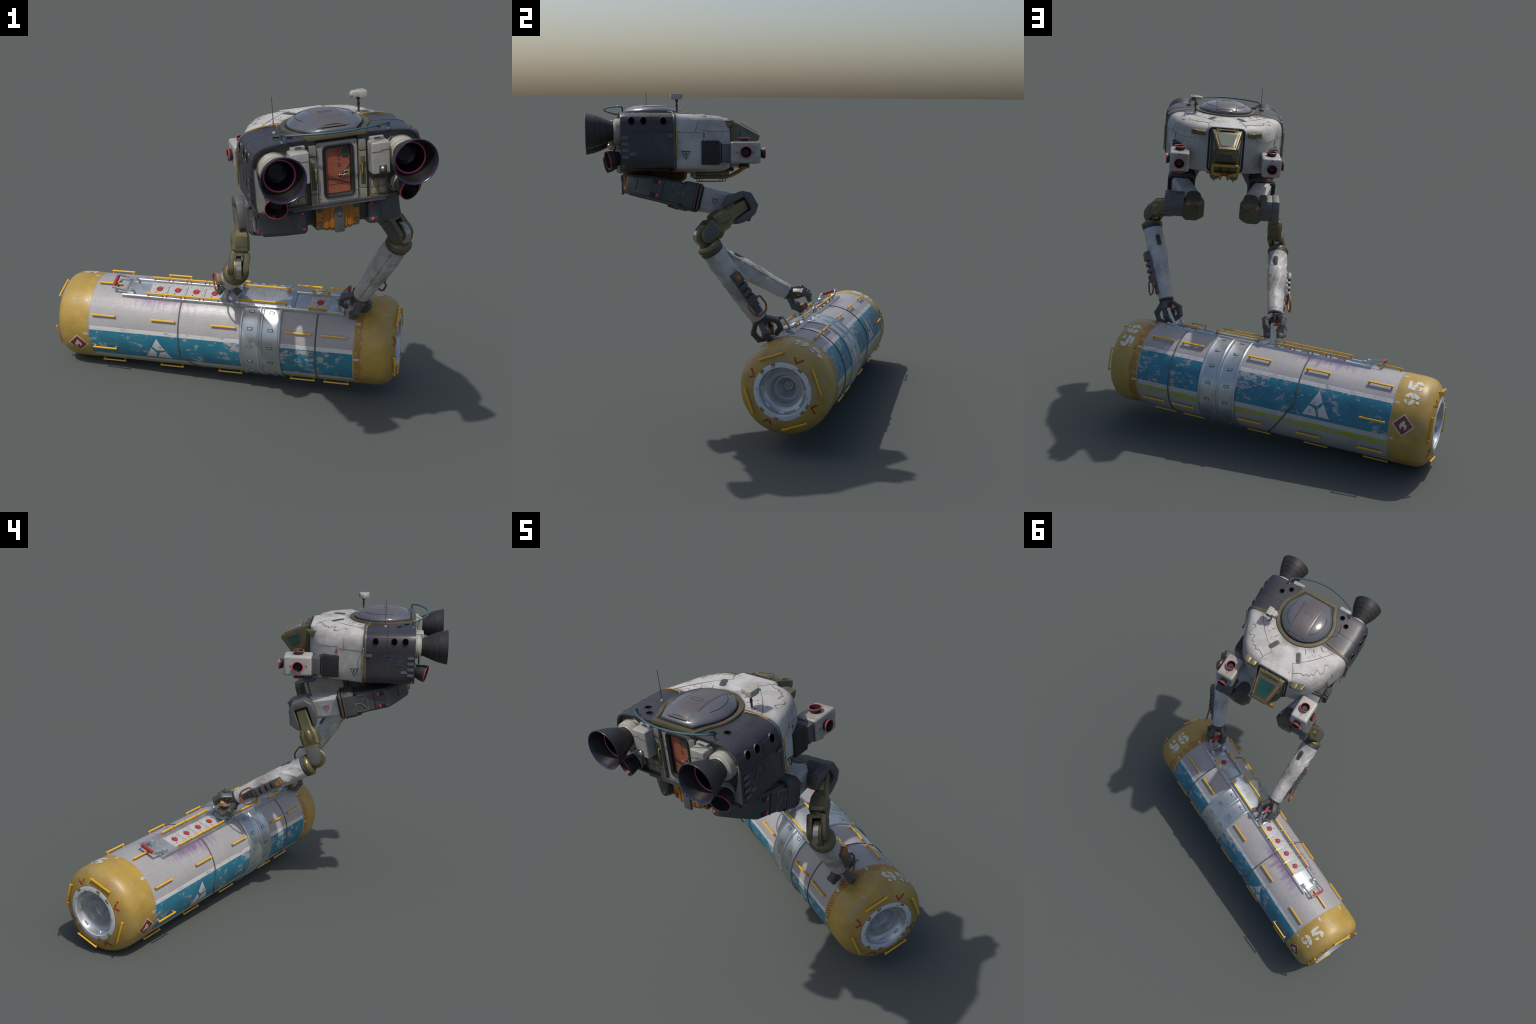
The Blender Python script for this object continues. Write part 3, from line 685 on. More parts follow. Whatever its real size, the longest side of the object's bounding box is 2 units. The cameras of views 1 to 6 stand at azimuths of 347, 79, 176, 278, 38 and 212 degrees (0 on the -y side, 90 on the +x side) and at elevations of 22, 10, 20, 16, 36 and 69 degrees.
# dome collar and canopy
def teardrop(r, yb, hw, n=40):
    """circle about (0,-.64) whose back is drawn straight to a flat edge at y=yb"""
    o = []
    for k in range(n+1):
        a = rad(-38+256*k/n); o.append((r*cos(a), -.64+r*sin(a)))
    return o+[(-hw,yb),(hw,yb)]
g = G(); secs = []
for k,h in ((1.015,.196),(1.015,.205),(1.0,.2115),(.90,.2125),(.875,.208)):
    secs.append([(x*k,-.64+(y+.64)*k,h) for x,y in teardrop(.187,-.824,.121)])
g.loft(secs, 0, False)
secs = [[(x*k,-.64+(y+.64)*k,.2085) for x,y in teardrop(.187,-.824,.121)] for k in (.90,.01)]
g.loft(secs, 1, False)
collar = ob('canopy_collar', g.done('canopy_collar'), [M_olived, M_black], bot, BM)
g = G()
for k in range(24):
    a = rad(-30+k*240/23); 
    if k % 4 in (1,2): g.cyl((.174*cos(a),-.64+.174*sin(a),.2115),(.174*cos(a),-.64+.174*sin(a),.2132),.0033,0,8)
for x in (-.09,-.045,.045,.09): g.cyl((x,-.812,.2115),(x,-.812,.2132),.0033,0,8)
ob('collar_bolts', g.done('collar_bolts'), [M_redmark], collar, BM, kind='stuff')
g = G(); secs = []
for k,h in ((1.0,.2095),(1.012,.214),(1.008,.220),(.985,.2245),(.93,.2325),(.82,.2425),(.66,.2515),(.45,.258),(.22,.2612),(.02,.262)):
    secs.append([(x*k,-.64+(y+.64)*k,h) for x,y in teardrop(.157,-.792,.090)])
g.loft(secs, 0, True)
dome = ob('canopy_dome', g.done('canopy_dome'), [M_dome], bot, BM, 50)
def dome_h(x, y):
    r = math.hypot(x, y+.64)/.157
    tab = [(0,.262),(.22,.2612),(.45,.258),(.66,.2515),(.82,.2425),(.93,.2325),(1.0,.2225)]
    for (a,b),(c,d) in zip(tab,tab[1:]):
        if r <= c: return b+(d-b)*(r-a)/(c-a)
    return .2215
g = G(); rowsv = []   # raised strap over the crown
ys = [-.775+i*.2725/22 for i in range(23)]
for y in ys:
    hw_ = .062+.012*max(0,(-.64-y)/.14); rowsv.append([(-hw_-.003,y,dome_h(hw_,y)-.002)]+[(hw_*(-1+2*i/10),y,dome_h(hw_*(-1+2*i/10),y)+.0022) for i in range(11)]+[(hw_+.003,y,dome_h(hw_,y)-.002)])
vs = [p for r_ in rowsv for p in r_]; w_ = 13
g.raw(vs, [(i*w_+j,i*w_+j+1,(i+1)*w_+j+1,(i+1)*w_+j) for i in range(len(ys)-1) for j in range(w_-1)])
ob('dome_strap', g.done('dome_strap'), [M_domeb], dome, BM, 50)
g = G()   # rear scoop, front latch, centre plate, arc scribes
g.hull([(x,-.778,.2165) for x in (-.060,.060)]+[(x,-.785,.2335) for x in (-.070,.070)]+[(x,-.735,.2475) for x in (-.058,.058)]+[(x,-.735,.23) for x in (-.058,.058)], 0, .002)
g.box((0,-.783,.2295),(.105,.006,.008),1,.001)
g.hull([(-.030,-.530,.235),(.030,-.530,.235),(-.036,-.488,.218),(.036,-.488,.218),(-.026,-.528,.2475),(.026,-.528,.2475),(-.034,-.487,.229),(.034,-.487,.229)], 0, .002)
g.tube([(x,-.655+dy,dome_h(x,-.655+dy)+.0024) for x,dy in ((-.028,-.009),(.028,-.009),(.028,.009),(-.028,.009))], .0011, 1, 5, True)
for s in (-1,1):
    g.tube([(.122*cos(rad(a))*s,-.64+.122*sin(rad(a)),dome_h(.122,-.64)+.0006) for a in range(-28,58,6)], .0013, 1, 5)
ob('dome_fittings', g.done('dome_fittings'), [M_domeb,M_black], dome, BM)
g = G(); g.plate([(-.011,-.5195,.2455),(.011,-.5195,.2455),(0,-.4985,.2365)][::-1],.0006,0)
ob('orange_triangle', g.done('orange_triangle'), [M_foot], dome, BM)
# teal push bar behind the canopy
g = G(); pts = [(.224,-.806,.197),(.224,-.806,.232)]
for i in range(15):
    a = -1+2*i/14; pts.append((-a*.214,-.834-.062*(1-a*a),.234+.004*(1-a*a)))
pts += [(-.224,-.806,.232),(-.224,-.806,.197)]
g.tube(pts,.0043,0,10,smooth=.010)
for s in (-1,1): g.cyl((s*.224,-.806,.196),(s*.224,-.806,.206),.008,1,12,.006)
ob('push_bar', g.done('push_bar'), [M_teal,M_steel], bot, BM)
# antenna and mast camera
g = G(); g.cyl((-.22,-.657,.196),(-.22,-.657,.208),.0085,1,12,.005); g.cyl((-.22,-.657,.206),(-.22,-.657,.352),.0021,0,8,.0013); g.ball((-.22,-.657,.354),.0034,2,2)
ob('antenna', g.done('antenna'), [M_charc,M_creamy,M_redlamp], bot, BM)
g = G(); g.cyl((.19,-.523,.196),(.19,-.523,.207),.011,1,14,.008); g.cyl((.19,-.523,.205),(.19,-.523,.275),.0050,0,10); g.cyl((.19,-.523,.238),(.19,-.523,.247),.0068,0,10); g.box((.19,-.523,.268),(.016,.016,.010),0,.002)
mast = ob('camera_mast', g.done('camera_mast'), [M_charc,M_creamy], bot, BM)
g = G(); g.box((.204,-.527,.288),(.034,.056,.029),0,.004); g.cyl((.186,-.527,.289),(.151,-.527,.289),.0145,0,16,.0125,bev=.004); g.box((.176,-.527,.290),(.030,.042,.024),0,.004)
for i in range(4): g.box((.204,-.545+i*.011,.3030),(.024,.004,.0022),0)
g.box((.204,-.4985,.288),(.026,.002,.021),1); g.cyl((.204,-.500,.288),(.204,-.4955,.288),.0075,1,14)
ob('mast_camera', g.done('mast_camera'), [M_creamy,M_charc], mast, BM)
# ------------------------------------------------------------- rear bay
YB = -.800
def rp(w,h,r,cx,cz): return rrect(w,h,r,4,cx,cz)
BK = Mx(((1,0,0,0),(0,0,-1,YB),(0,1,0,0),(0,0,0,1)))    # xy -> a,h ; z -> backwards
BD = BK
g = G(); g.M = BD
fo, fi = rp(.172,.262,.004,.0,.047), rp(.126,.218,.019,.004,.053)
g.loft([[(x,y,-.006) for x,y in fo],[(x,y,.010) for x,y in fo],[(x*.985,.047+(y-.047)*.985,.012) for x,y in fo],[(x,y,.012) for x,y in fi],[(x,y,-.006) for x,y in fi]],0,False)
for s in (-1,1):
    for x,z in ((.076,.165),(.077,.115),(.079,-.040),(.077,-.060),(.070,-.075)): g.prism([(s*x+.0036*cos(a*2*pi/3), z+.0036*sin(a*2*pi/3)) for a in range(3)],.0127,1)
door = ob('rear_door', g.done('rear_door'), [M_lblock,M_redmark], bot, BM)
g = G(); g.M = BD
o1, o2, o3 = rp(.132,.224,.021,.004,.053), rp(.124,.216,.018,.004,.053), rp(.106,.198,.013,.004,.053)
g.loft([[(x,y,.0118) for x,y in o1],[(x,y,.017) for x,y in o1],[(x,y,.018) for x,y in o2],[(x,y,.012) for x,y in o3],[(x,y,-.006) for x,y in o3]],0,False)
ob('door_gasket', g.done('door_gasket'), [M_black], door, BM)
g = G(); g.M = BD @ Mx.Translation((0,0,-.0145))
g.prism([(-.048,-.045),(.056,-.045),(.056,.137),(.044,.151),(-.048,.151)],.0008,0,0,None,.0122)
g.prism(rp(.027,.038,.004,.037,.123),.003,1,.001,None,.0126); g.prism(rp(.020,.031,.003,.037,.123),.0012,2,0,None,.0152)
g.prism([(.006,.025),(.030,.040),(.055,.072),(.055,.066),(.034,.034),(.008,.020)],.0018,1,0,None,.0126); g.prism([(-.048,.022),(0,.012),(.055,-.008),(.055,-.012),(0,.008),(-.048,.018)],.0008,1,0,None,.0128)
g.prism(rp(.100,.0016,.0005,.004,-.008),.0009,1,0,None,.0128)
g.tube([(.010,.030,.014),(.024,.030,.020),(.046,.032,.020)],.003,3,8); g.tube([(.030,.030,.018),(.030,.044,.018),(.044,.048,.018)],.0022,3,8); g.ball((.010,.030,.017),.005,3,2)
g.tube([(.048,.022,.014),(.048,.024,.022),(.048,.044,.022),(.048,.046,.014)],.002,4,6)
ob('rust_panel', g.done('rust_panel'), [M_rust,M_ink,M_green,M_steel,M_gold], door, BM)
t = text_bm('ST-13572', .013, .078); g = G(); g.merge(t,0,BM.inverted() @ BM @ BD @ Mx.Translation((.012,.103,-.0008)) @ Mx.Rotation(rad(90),4,'Z'))
ob('door_lettering', g.done('door_lettering',False), [M_ink], door, BM)
for s in (-1,1):
    g = G(); g.M = BK
    for z,h in ((.152,.046),(.048,.158),(-.057,.050)): g.prism(rp(.028,h-.002,.003,s*.1045,z),.026,0,.003)
    g.box((s*.1045,.045,.0255),(.020,.120,.0025),1,.001)
    g.tube([(s*.098,.028,.026),(s*.098,.030,.035),(s*.098,.074,.035),(s*.098,.076,.026)],.0028,2,8,smooth=.004)
    ob('door_post', g.done('door_post'), [M_post,M_olived,M_gold], bot, BM)
    # life-support box, small box, sample window
    g = G(); x = s*.169
    g.box((x,-.835,.0985),(.079,.068,.134),0,.010,seg=3)
    g.tube([(x-s*.040,-.8695,.127),(x+s*.002,-.8695,.127),(x+s*.002,-.8695,.133),(x+s*.040,-.8695,.133)],.0011,1,5)
    g.box((x+s*.006,-.864,.051),(.034,.012,.034),1,.002); g.ball((x+s*.006,-.868,.053),.0135,2,3)
    g.box((s*.166,-.815,.169),(.060,.032,.022),0,.004); g.box((s*.166,-.832,.175),(.026,.003,.006),1)
    ob('bay_box', g.done('bay_box'), [M_boxl,M_charc,M_steel], bot, BM)
    g = G(); g.M = BK @ Mx.Translation((0,0,.006))
    g.prism(rp(.080,.076,.008,s*.1735,-.0395),.004,1,.001)
    for i in (-1,1):
        for j in (-1,1): g.prism(rp(.029,.027,.003,s*.1735+i*.0175,-.0395+j*.0165),.0055,0,.001)
    for p in ((0,.031,.070,.003),(0,-.031,.070,.003)): pass
    g.tube([(s*.1735+x_,-.0395+z_,.004) for x_,z_ in ((-.037,-.035),(.037,-.035),(.037,.035),(-.037,.035))],.0018,2,6,True,smooth=.005)
    g.box((s*.1735,-.0395,.005),(.003,.066,.002),2); g.box((s*.1735,-.0395,.005),(.070,.003,.002),2)
    ob('sample_grid', g.done('sample_grid'), [M_grid,M_charc,M_gold], bot, BM)
    g = G(); g.tube([(x+s*.020,-.845,.036),(x+s*.028,-.850,-.010),(x+s*.045,-.842,-.050),(x+s*.075,-.835,-.060)],.0038,0,8,smooth=.02)
    ob('bay_hose', g.done('bay_hose'), [M_charc], bot, BM)
    # white side liner
    g = G(); LP = [(.352,.115),(.352,-.080),(.282,-.080),(.300,-.06),(.330,.035),(.338,.10)]
    g.prism([(s*x,z) for x,z in LP],.032,0,.002,Mx(((1,0,0,0),(0,0,-1,-.784),(0,1,0,0),(0,0,0,1))))
    ob('bay_liner', g.done('bay_liner'), [M_lblock], bot, BM)
    # ---- main nozzle
    F = BM @ Mx.Translation((s*.2695,-.800,.103)) @ Mx.Rotation(rad(-90),4,'Z')
    g = G(); g.lathe([(0,.072),(.008,.072),(.012,.068),(.020,.066),(.022,.0625)],1,None,48)
    g.lathe([(.022,.0625),(.027,.0640),(.046,.0625),(.050,.058),(.052,.050),(.056,.047)],0,None,48)
    mn = ob('main_nozzle', g.done('main_nozzle'), [M_creamy,M_steel], bot, F)
    g = G(); pr = []
    for x,r in [(.052,.043),(.060,.0465),(.092,.0605)]+[(.0925,.0592),(.094,.0592),(.0945,.0615)]+[(.122,.0735),(.1225,.0722),(.124,.0722),(.1245,.0745)]+[(.150,.0835),(.1505,.0822),(.152,.0822),(.1525,.0843)]+[(.192,.0930),(.1945,.0938)]: pr.append((x,r))
    g.lathe(pr,0,None,64)
    g.lathe([(.1945,.0938),(.196,.0930),(.1962,.0905),(.194,.0885)],1,None,64)
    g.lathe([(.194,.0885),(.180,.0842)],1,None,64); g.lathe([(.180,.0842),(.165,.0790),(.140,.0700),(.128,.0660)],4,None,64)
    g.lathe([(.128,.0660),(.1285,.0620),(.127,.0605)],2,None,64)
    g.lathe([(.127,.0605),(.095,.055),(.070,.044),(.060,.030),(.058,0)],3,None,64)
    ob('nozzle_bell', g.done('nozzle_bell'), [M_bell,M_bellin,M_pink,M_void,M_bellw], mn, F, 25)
    # ---- small splayed nozzle
    b0, b1 = V((s*.262,-.805,-.028)), V((s*.287,-.888,-.038)); F = BM @ frame(b0, V((s*.24,-.945,-.21)), (0,0,1)); L = (b1-b0).length
    g = G()
    for i in range(4): g.lathe([(-.004+i*.0065,.036),(-.002+i*.0065,.0395),(.001+i*.0065,.0395),(.003+i*.0065,.036)],0,None,36)
    g.lathe([(.020,.033),(.026,.034),(.034,.0385),(.036,.036),(.042,.0385),(.060,.0445),(L-.004,.0475)],1,None,40)
    g.lathe([(L-.004,.0475),(L,.0478),(L+.001,.0462),(L,.0445)],2,None,40)
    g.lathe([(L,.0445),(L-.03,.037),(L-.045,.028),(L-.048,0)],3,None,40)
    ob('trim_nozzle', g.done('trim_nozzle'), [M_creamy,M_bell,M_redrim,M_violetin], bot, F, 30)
g = G(); g.box((0,-.812,-.080),(.660,.030,.012),0,.003); g.box((0,-.69,-.0880),(.40,.27,.018),1,.002)
ob('rear_sill', g.done('rear_sill'), [M_charc,M_grey], bot, BM)
g = G()   # rivets round the bay edge
for s in (-1,1):
    for i in range(9): g.ball((s*(.145+i*.019),-.8085,.178-.0006*i*i*.35),.0022,0,1)
    for i in range(9): g.ball((s*.347,-.8085,-.07+i*.018),.0022,0,1)
    for i in range(8): g.ball((s*(.14+i*.012),-.8085,-.089),.0018,0,1)
ob('bay_rivets', g.done('bay_rivets'), [M_black], bot, BM, kind='stuff')
# ------------------------------------------------------------- nose fittings
def line(pts, name='hull_stitch', r=.0019, mat=None):
    g = G(); P = [on_top(a,y,.0004) for a,y in pts]; g.tube(fillet(P,.012,False,4), r, 0, 5); return ob(name, g.done(name), [mat or M_line], nose, BM)
for s in (-1,1):
    line([(s*a,y) for a,y in ((.262,-.549),(.227,-.496),(.175,-.432),(.105,-.362),(.072,-.340))])
    line([(s*a,y) for a,y in ((.106,-.286),(.150,-.314),(.172,-.305),(.180,-.332),(.199,-.316),(.204,-.346),(.222,-.340),(.219,-.388),(.251,-.372),(.266,-.394),(.244,-.443),(.266,-.450),(.300,-.426),(.318,-.44))], 'hull_stitch', .0024)
    line([(s*.072,-.340),(s*.100,-.300),(s*.106,-.286),(s*.112,-.268)])
    g = G()   # flank panel seams
    g.tube([hull_pt(s*t,9.3+.25*math.sin(t*9),.0004) for t in [.30+.34*i/14 for i in range(15)]], .0014,0,5)
    g.tube([hull_pt(s*.64,9.3-3.2*i/10,.0004) for i in range(9)]+[hull_pt(s*(.63-.34*i/10),6.8,.0004) for i in range(10)], .0013,0,5)
    g.tube([hull_pt(s*t,8.75,.0004) for t in [.66+.30*i/10 for i in range(11)]], .0013,0,5)
    ob('hull_stitch', g.done('hull_stitch'), [M_line], nose, BM)
    p = hull_pt(s*.635,8.3,.0008); g = G(); g.box(p,(.004,.009,.020),0,.001); ob('red_tab', g.done('red_tab'), [M_redmark], nose, BM)
    # oval vents
    c = on_top(s*.087,-.389,.0); F = BM @ frame(c, (s*.033,.060,-.004), (0,0,1))
    g = G(); g.prism([(x,y) for x,y in rrect(.074,.032,.0155,6)],.0030,0,.001); g.prism(rrect(.056,.016,.0075,5),.0008,1,0,None,.003); g.ball((.017,0,.0035),.005,0,2,(1,1,.5)); g.ball((-.017,0,.0035),.005,0,2,(1,1,.5))
    ob('oval_vent', g.done('oval_vent'), [M_grey,M_charc], nose, F)
    g = G()   # faint red prints
    for a,y in ((.205,-.515),(.190,-.478),(.160,-.450),(.130,-.425),(.235,-.470)):
        q = on_top(s*a,y,.0006)
        for i in range(3): g.box(q+V((random.uniform(-.01,.01),random.uniform(-.008,.008),0)),(random.uniform(.003,.009),.0016,.0007))
    q = on_top(s*.085,-.278,.0008); g.box(q,(.020,.003,.001)); g.box(q+V((s*.009,.007,-.002)),(.003,.014,.001))
    ob('hull_print', g.done('hull_print'), [M_redmark], nose, BM, kind='stuff')
    # creases next to the collar
    g = G()
    for i in range(4):
        a = rad(20+i*14); d = V((s*cos(a),sin(a),0)); p0, p1 = V((0,-.64,0))+d*.200, V((0,-.64,0))+d*(.225+.01*(i%2))
        if p1.y > -.55: g.tube([on_top(p0.x+(p1.x-p0.x)*k/3,p0.y+(p1.y-p0.y)*k/3,.0002) for k in range(4)],.0022,0,5)
    if len(g.bm.verts): ob('collar_crease', g.done('collar_crease'), [M_line], nose, BM, kind='stuff')
    # brass eyebrow lamps
    g = G()
    A_ = [(s*.124,-.262,.162),(s*.124,-.262,.130),(s*.124,-.226,.158),(s*.124,-.222,.136)]
    B_ = [(s*.165,-.262,.163),(s*.165,-.262,.130),(s*.165,-.222,.160),(s*.165,-.230,.136)]
    C_ = [(s*.208,-.300,.166),(s*.208,-.300,.128),(s*.203,-.236,.164),(s*.208,-.252,.132)]
    A_, B_, C_ = [[(p[0],p[1]+.008,p[2]) for p in q] for q in (A_,B_,C_)]
    g.hull(A_+B_,0,.004); g.hull(B_+C_,0,.004); g.box((s*.165,-.226,.147),(.020,.018,.026),0,.004)
    ob('eyebrow_lamp', g.done('eyebrow_lamp'), [M_olive], nose, BM)
# flank triangle emblem
for s in (-1,1):
    g = G(); F = Mx(((0,0,s,s*.3582),(1,0,0,-.4955),(0,1,0,-.020),(0,0,0,1)))
    def ring3(k): return [(-.024*k,.017*k),(.024*k,.017*k),(0,-.028*k)]
    a, b = ring3(1), ring3(.72)
    for i in range(3):
        j = (i+1) % 3; g.prism([a[i],a[j],b[j],b[i]],.0024,0,0,F,-.0015)
    for k in range(3): g.prism([(-.004+.004*k,.010-.005*k),(.006,.008-.005*k),(.001,-.010)],.0022,0,0,F,-.0015)
    ob('flank_emblem', g.done('flank_emblem'), [M_ink], nose, BM)
# raised white brow that carries the cockpit
g = G(); g.hull([(k*x,y,h) for k in (-1,1) for x,y,h in ((.080,-.400,.2035),(.098,-.240,.186),(.106,-.234,.172),(.108,-.232,-.080),(.150,-.395,.180),(.150,-.285,.150),(.165,-.300,-.06),(.12,-.30,-.098))],0,.010,4)
ob('nose_brow', g.done('nose_brow'), [M_white], nose, BM, 50)
# cockpit window
g = G()
g.hull([(s*.100,y,h) for s in (-1,1) for y,h in ((-.270,.176),(-.236,.176),(-.270,-.078),(-.236,-.078))],1,.010,4)
g.tube([(x,-.232,h) for x,h in rrect(.204,.258,.024,6,0,.050)],.0058,1,8,True)
ck = ob('cockpit', g.done('cockpit'), [M_brass,M_black], bot, BM)
g = G(); pts = []
for s in (-1,1): pts += [(s*.0935,-.238,.175),(s*.0862,-.206,.170),(s*.0502,-.056,.097),(s*.0512,-.060,.080),(s*.0785,-.174,-.062),(s*.0935,-.238,-.068)]
g.hull(pts,0,.006,3); ob('cockpit_frame', g.done('cockpit_frame'), [M_frame], ck, BM)
top = lambda a,h,o=0: V((a,-.206+(.170-h)*2.055,h))+V((0,.4375,.899))*o
low = lambda a,h,o=0: V((a,-.060-(.080-h)*.789,h))+V((0,.785,-.62))*o
side = lambda s,y,h,o=0: V((s*(.0505+(-.056-y)*.239),y,h))+V((s*.9726,.2325,0))*o
def pane(q, name, glass):
    q = q[::-1]
    c = sum(q,V())/len(q); nrm = (q[1]-q[0]).cross(q[2]-q[1]).normalized()
    g = G(); g.plate([c+(p-c)*1.13-nrm*.002 for p in q],.0032,0,.0008); ob('pane_rim', g.done('pane_rim'), [M_redmark2], ck, BM)
    g = G(); g.plate([c+(p-c)*1.0-nrm*.001 for p in q],.0030,0,0); ob(name, g.done(name), [glass], ck, BM)
M_redmark2 = plain('window_gasket', (.13,.045,.06), .35, var=.2, bump=0)
pane([top(-.056,.155,.001),top(-.033,.1105,.001),top(.033,.1105,.001),top(.056,.155,.001)],'window_pane',M_green)
pane([low(-.050,-.008,.001),low(.050,-.008,.001),low(.030,.056,.001),low(-.030,.056,.001)],'window_pane',M_greend)
for s in (-1,1):
    q = [side(s,-.098,.092,.001),side(s,-.168,.122,.001),side(s,-.170,.070,.001),side(s,-.130,.049,.001)]
    pane(q[::-1] if s > 0 else q,'window_pane',M_green)
    g = G(); g.tube([top(s*.070,.154,.000),top(s*.070,.153,.010),top(s*.048,.108,.010),top(s*.048,.107,.000)],.002,0,7,smooth=.004); ob('window_rail', g.done('window_rail'), [M_gold], ck, BM)
    g = G(); c = V((s*.050,-.214,.1765)); g.tube([c+V((x,y*1.2,-y*.15)) for x,y in ((-.012,-.008),(.012,-.008),(.012,.010),(-.012,.010))],.0022,0,7,True,smooth=.006); ob('brow_hook', g.done('brow_hook'), [M_brass], ck, BM)
g = G(); g.tube([(-.042,-.203,.1735),(.042,-.203,.1735)],.0042,0,8); g.tube([(-.042,-.210,.1755),(.042,-.210,.1755)],.003,0,8); ob('brow_bar', g.done('brow_bar'), [M_brass], ck, BM)
# tow loop and belly bottles
g = G(); g.tube([(.024,-.262,-.124),(.024,-.215,-.122),(.024,-.165,-.095),(.026,-.135,-.074),(.074,-.130,-.070),(.075,-.118,-.014),(-.075,-.118,-.014),(-.074,-.130,-.070),(-.026,-.135,-.074),(-.024,-.165,-.095),(-.024,-.215,-.122),(-.024,-.262,-.124)],.0092,0,10,smooth=.014)
ob('tow_loop', g.done('tow_loop'), [M_gold], bot, BM)
for s in (-1,1):
    g = G(); F = BM @ Mx.Translation((s*.058,-.418,-.110)) @ Mx.Rotation(rad(90),4,'Z')
    g.lathe([(-.012,0),(-.012,.014),(-.006,.019),(.004,.020)],1,None,24); g.lathe([(.004,.020),(.008,.0255),(.012,.0265),(.175,.0265),(.182,.025),(.184,.020),(.184,0)],0,None,28)
    bb = ob('belly_bottle', g.done('belly_bottle'), [M_olive,M_creamy], bot, F)
    g = G(); z = -.150
    g.tube([(s*.058,-.395,-.132),(s*.058,-.395,z),(s*.058,-.250,z),(s*.058,-.250,-.132)],.0026,0,7,smooth=.005); g.tube([(s*.058,-.380,-.132),(s*.058,-.380,z)],.0024,0,6); g.tube([(s*.058,-.266,-.132),(s*.058,-.266,z)],.0024,0,6)
    ob('bottle_rail', g.done('bottle_rail'), [M_gold], bb, BM)
g = G(); g.box((0,-.335,-.106),(.070,.150,.024),0,.004); ob('belly_block', g.done('belly_block'), [M_orange], bot, BM)
# orange pelvis
g = G()
pf = [(-.802,-.094),(-.802,-.198),(-.790,-.213),(-.700,-.218),(-.60,-.202),(-.495,-.160),(-.462,-.135),(-.456,-.094)]
YZ = Mx(((0,0,1,0),(1,0,0,0),(0,1,0,0),(0,0,0,1)))
def slab(x0,x1,k,m=0,bev=.004):
    c = (-.63,-.145); g.prism([(c[0]+(y-c[0])*k,min(-.094,c[1]+(h-c[1])*k)) for y,h in pf],x1-x0,m,bev,YZ,x0)
slab(-.094,.094,.93); slab(-.062,.062,.965); slab(-.036,.036,1.0)
for s in (-1,1):
    slab(s*.050-.004,s*.050+.004,.985); slab(s*.088-.006,s*.088+.006,.90,1)
    for z in (-.115,-.178): g.box((s*.080,-.786,z),(.018,.02,.018),1,.003)
    for x,z in ((.018,-.106),(.072,-.15),(.030,-.118)): g.ball((s*x,-.800,z),.003,2,1)
pel = ob('pelvis_casing', g.done('pelvis_casing'), [M_orange,M_charc,M_black], bot, BM)
g = G(); g.prism([(x,y) for x,y in stadium(.060,.021,10,.026)],.014,0,.005,Mx(((0,1,0,0),(0,0,-1,-.797),(1,0,0,-.192),(0,0,0,1))))
g.lathe([(0,.0135),(.003,.0135),(.003,.010),(.001,.009)],1,Mx.Translation((0,-.811,-.131)) @ Mx.Rotation(rad(-90),4,'Z'),20); g.lathe([(0.002,0),(0.002,.009)],0,Mx.Translation((0,-.811,-.131)) @ Mx.Rotation(rad(-90),4,'Z'),20)
ob('pelvis_cover', g.done('pelvis_cover'), [M_grey,M_charc], pel, BM)
# ------------------------------------------------------------- manoeuvring pods
g = G()
def cone(c, d, r0=.0235, r1=.0305, L=.026, n=32):
    F = frame(V(c), V(d), (0,1,0) if abs(V(d).y) < .5 else (0,0,1))
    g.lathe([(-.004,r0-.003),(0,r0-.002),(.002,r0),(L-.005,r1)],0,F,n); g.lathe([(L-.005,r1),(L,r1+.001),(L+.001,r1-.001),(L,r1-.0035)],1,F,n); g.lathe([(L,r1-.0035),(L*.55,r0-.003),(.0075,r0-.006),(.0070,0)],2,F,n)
for s in (-1,1):
    c = V((s*.2675,-.183,-.0085))
    g = G(); g.box(c+V((0,.002,0)),(.113,.160,.113),0,.0165,seg=4)
    pod = ob('thruster_pod', g.done('thruster_pod'), [M_podw], bot, BM, 50)
    for d,o_ in (((0,0,1),(0,0,.0525)),((0,0,-1),(0,0,-.0525)),((s,0,0),(s*.0505,0,0)),((0,1,0),(0,.086,0))):
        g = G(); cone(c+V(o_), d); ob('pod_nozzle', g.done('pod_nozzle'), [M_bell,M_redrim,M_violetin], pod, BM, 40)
    g = G()
    for y in (-.046,.042): g.prism([(-.006,0),(0,.006),(.006,0),(0,-.006)],.0008,0,0,Mx(((0,0,s,c.x+s*.0565),(1,0,0,c.y+y),(0,1,0,c.z),(0,0,0,1))))
    g.prism([(-.007,0),(.007,0),(0,.008)],.0008,0,0,Mx(((1,0,0,c.x),(0,0,1,c.y+.082),(0,1,0,c.z+.042),(0,0,0,1))))
    g.prism([(-.007,-.004),(.007,-.004),(0,.006)],.0008,0,0,Mx(((1,0,0,c.x),(0,1,0,c.y+.050),(0,0,1,c.z+.0565),(0,0,0,1))))
    ob('pod_mark', g.done('pod_mark'), [M_redmark], pod, BM)
    g = G(); g.box((s*.268,-.282,-.0085),(.092,.048,.092),0,.006); g.box((s*.268,-.262,-.0085),(.100,.010,.100),0,.003)
    ob('pod_neck', g.done('pod_neck'), [M_grey], pod, BM)
    g = G(); g.hull([(s*x,y,z) for x,y,z in ((.310,-.405,-.066),(.310,-.405,.049),(.314,-.308,-.062),(.314,-.308,.046),(.214,-.290,-.062),(.214,-.290,.046),(.205,-.405,-.066),(.205,-.405,.049))],0,.008,3)
    g.box((s*.262,-.362,-.0085),(.106,.094,.124),1,.006)
    ob('pod_arm', g.done('pod_arm'), [M_dark,M_black], pod, BM)

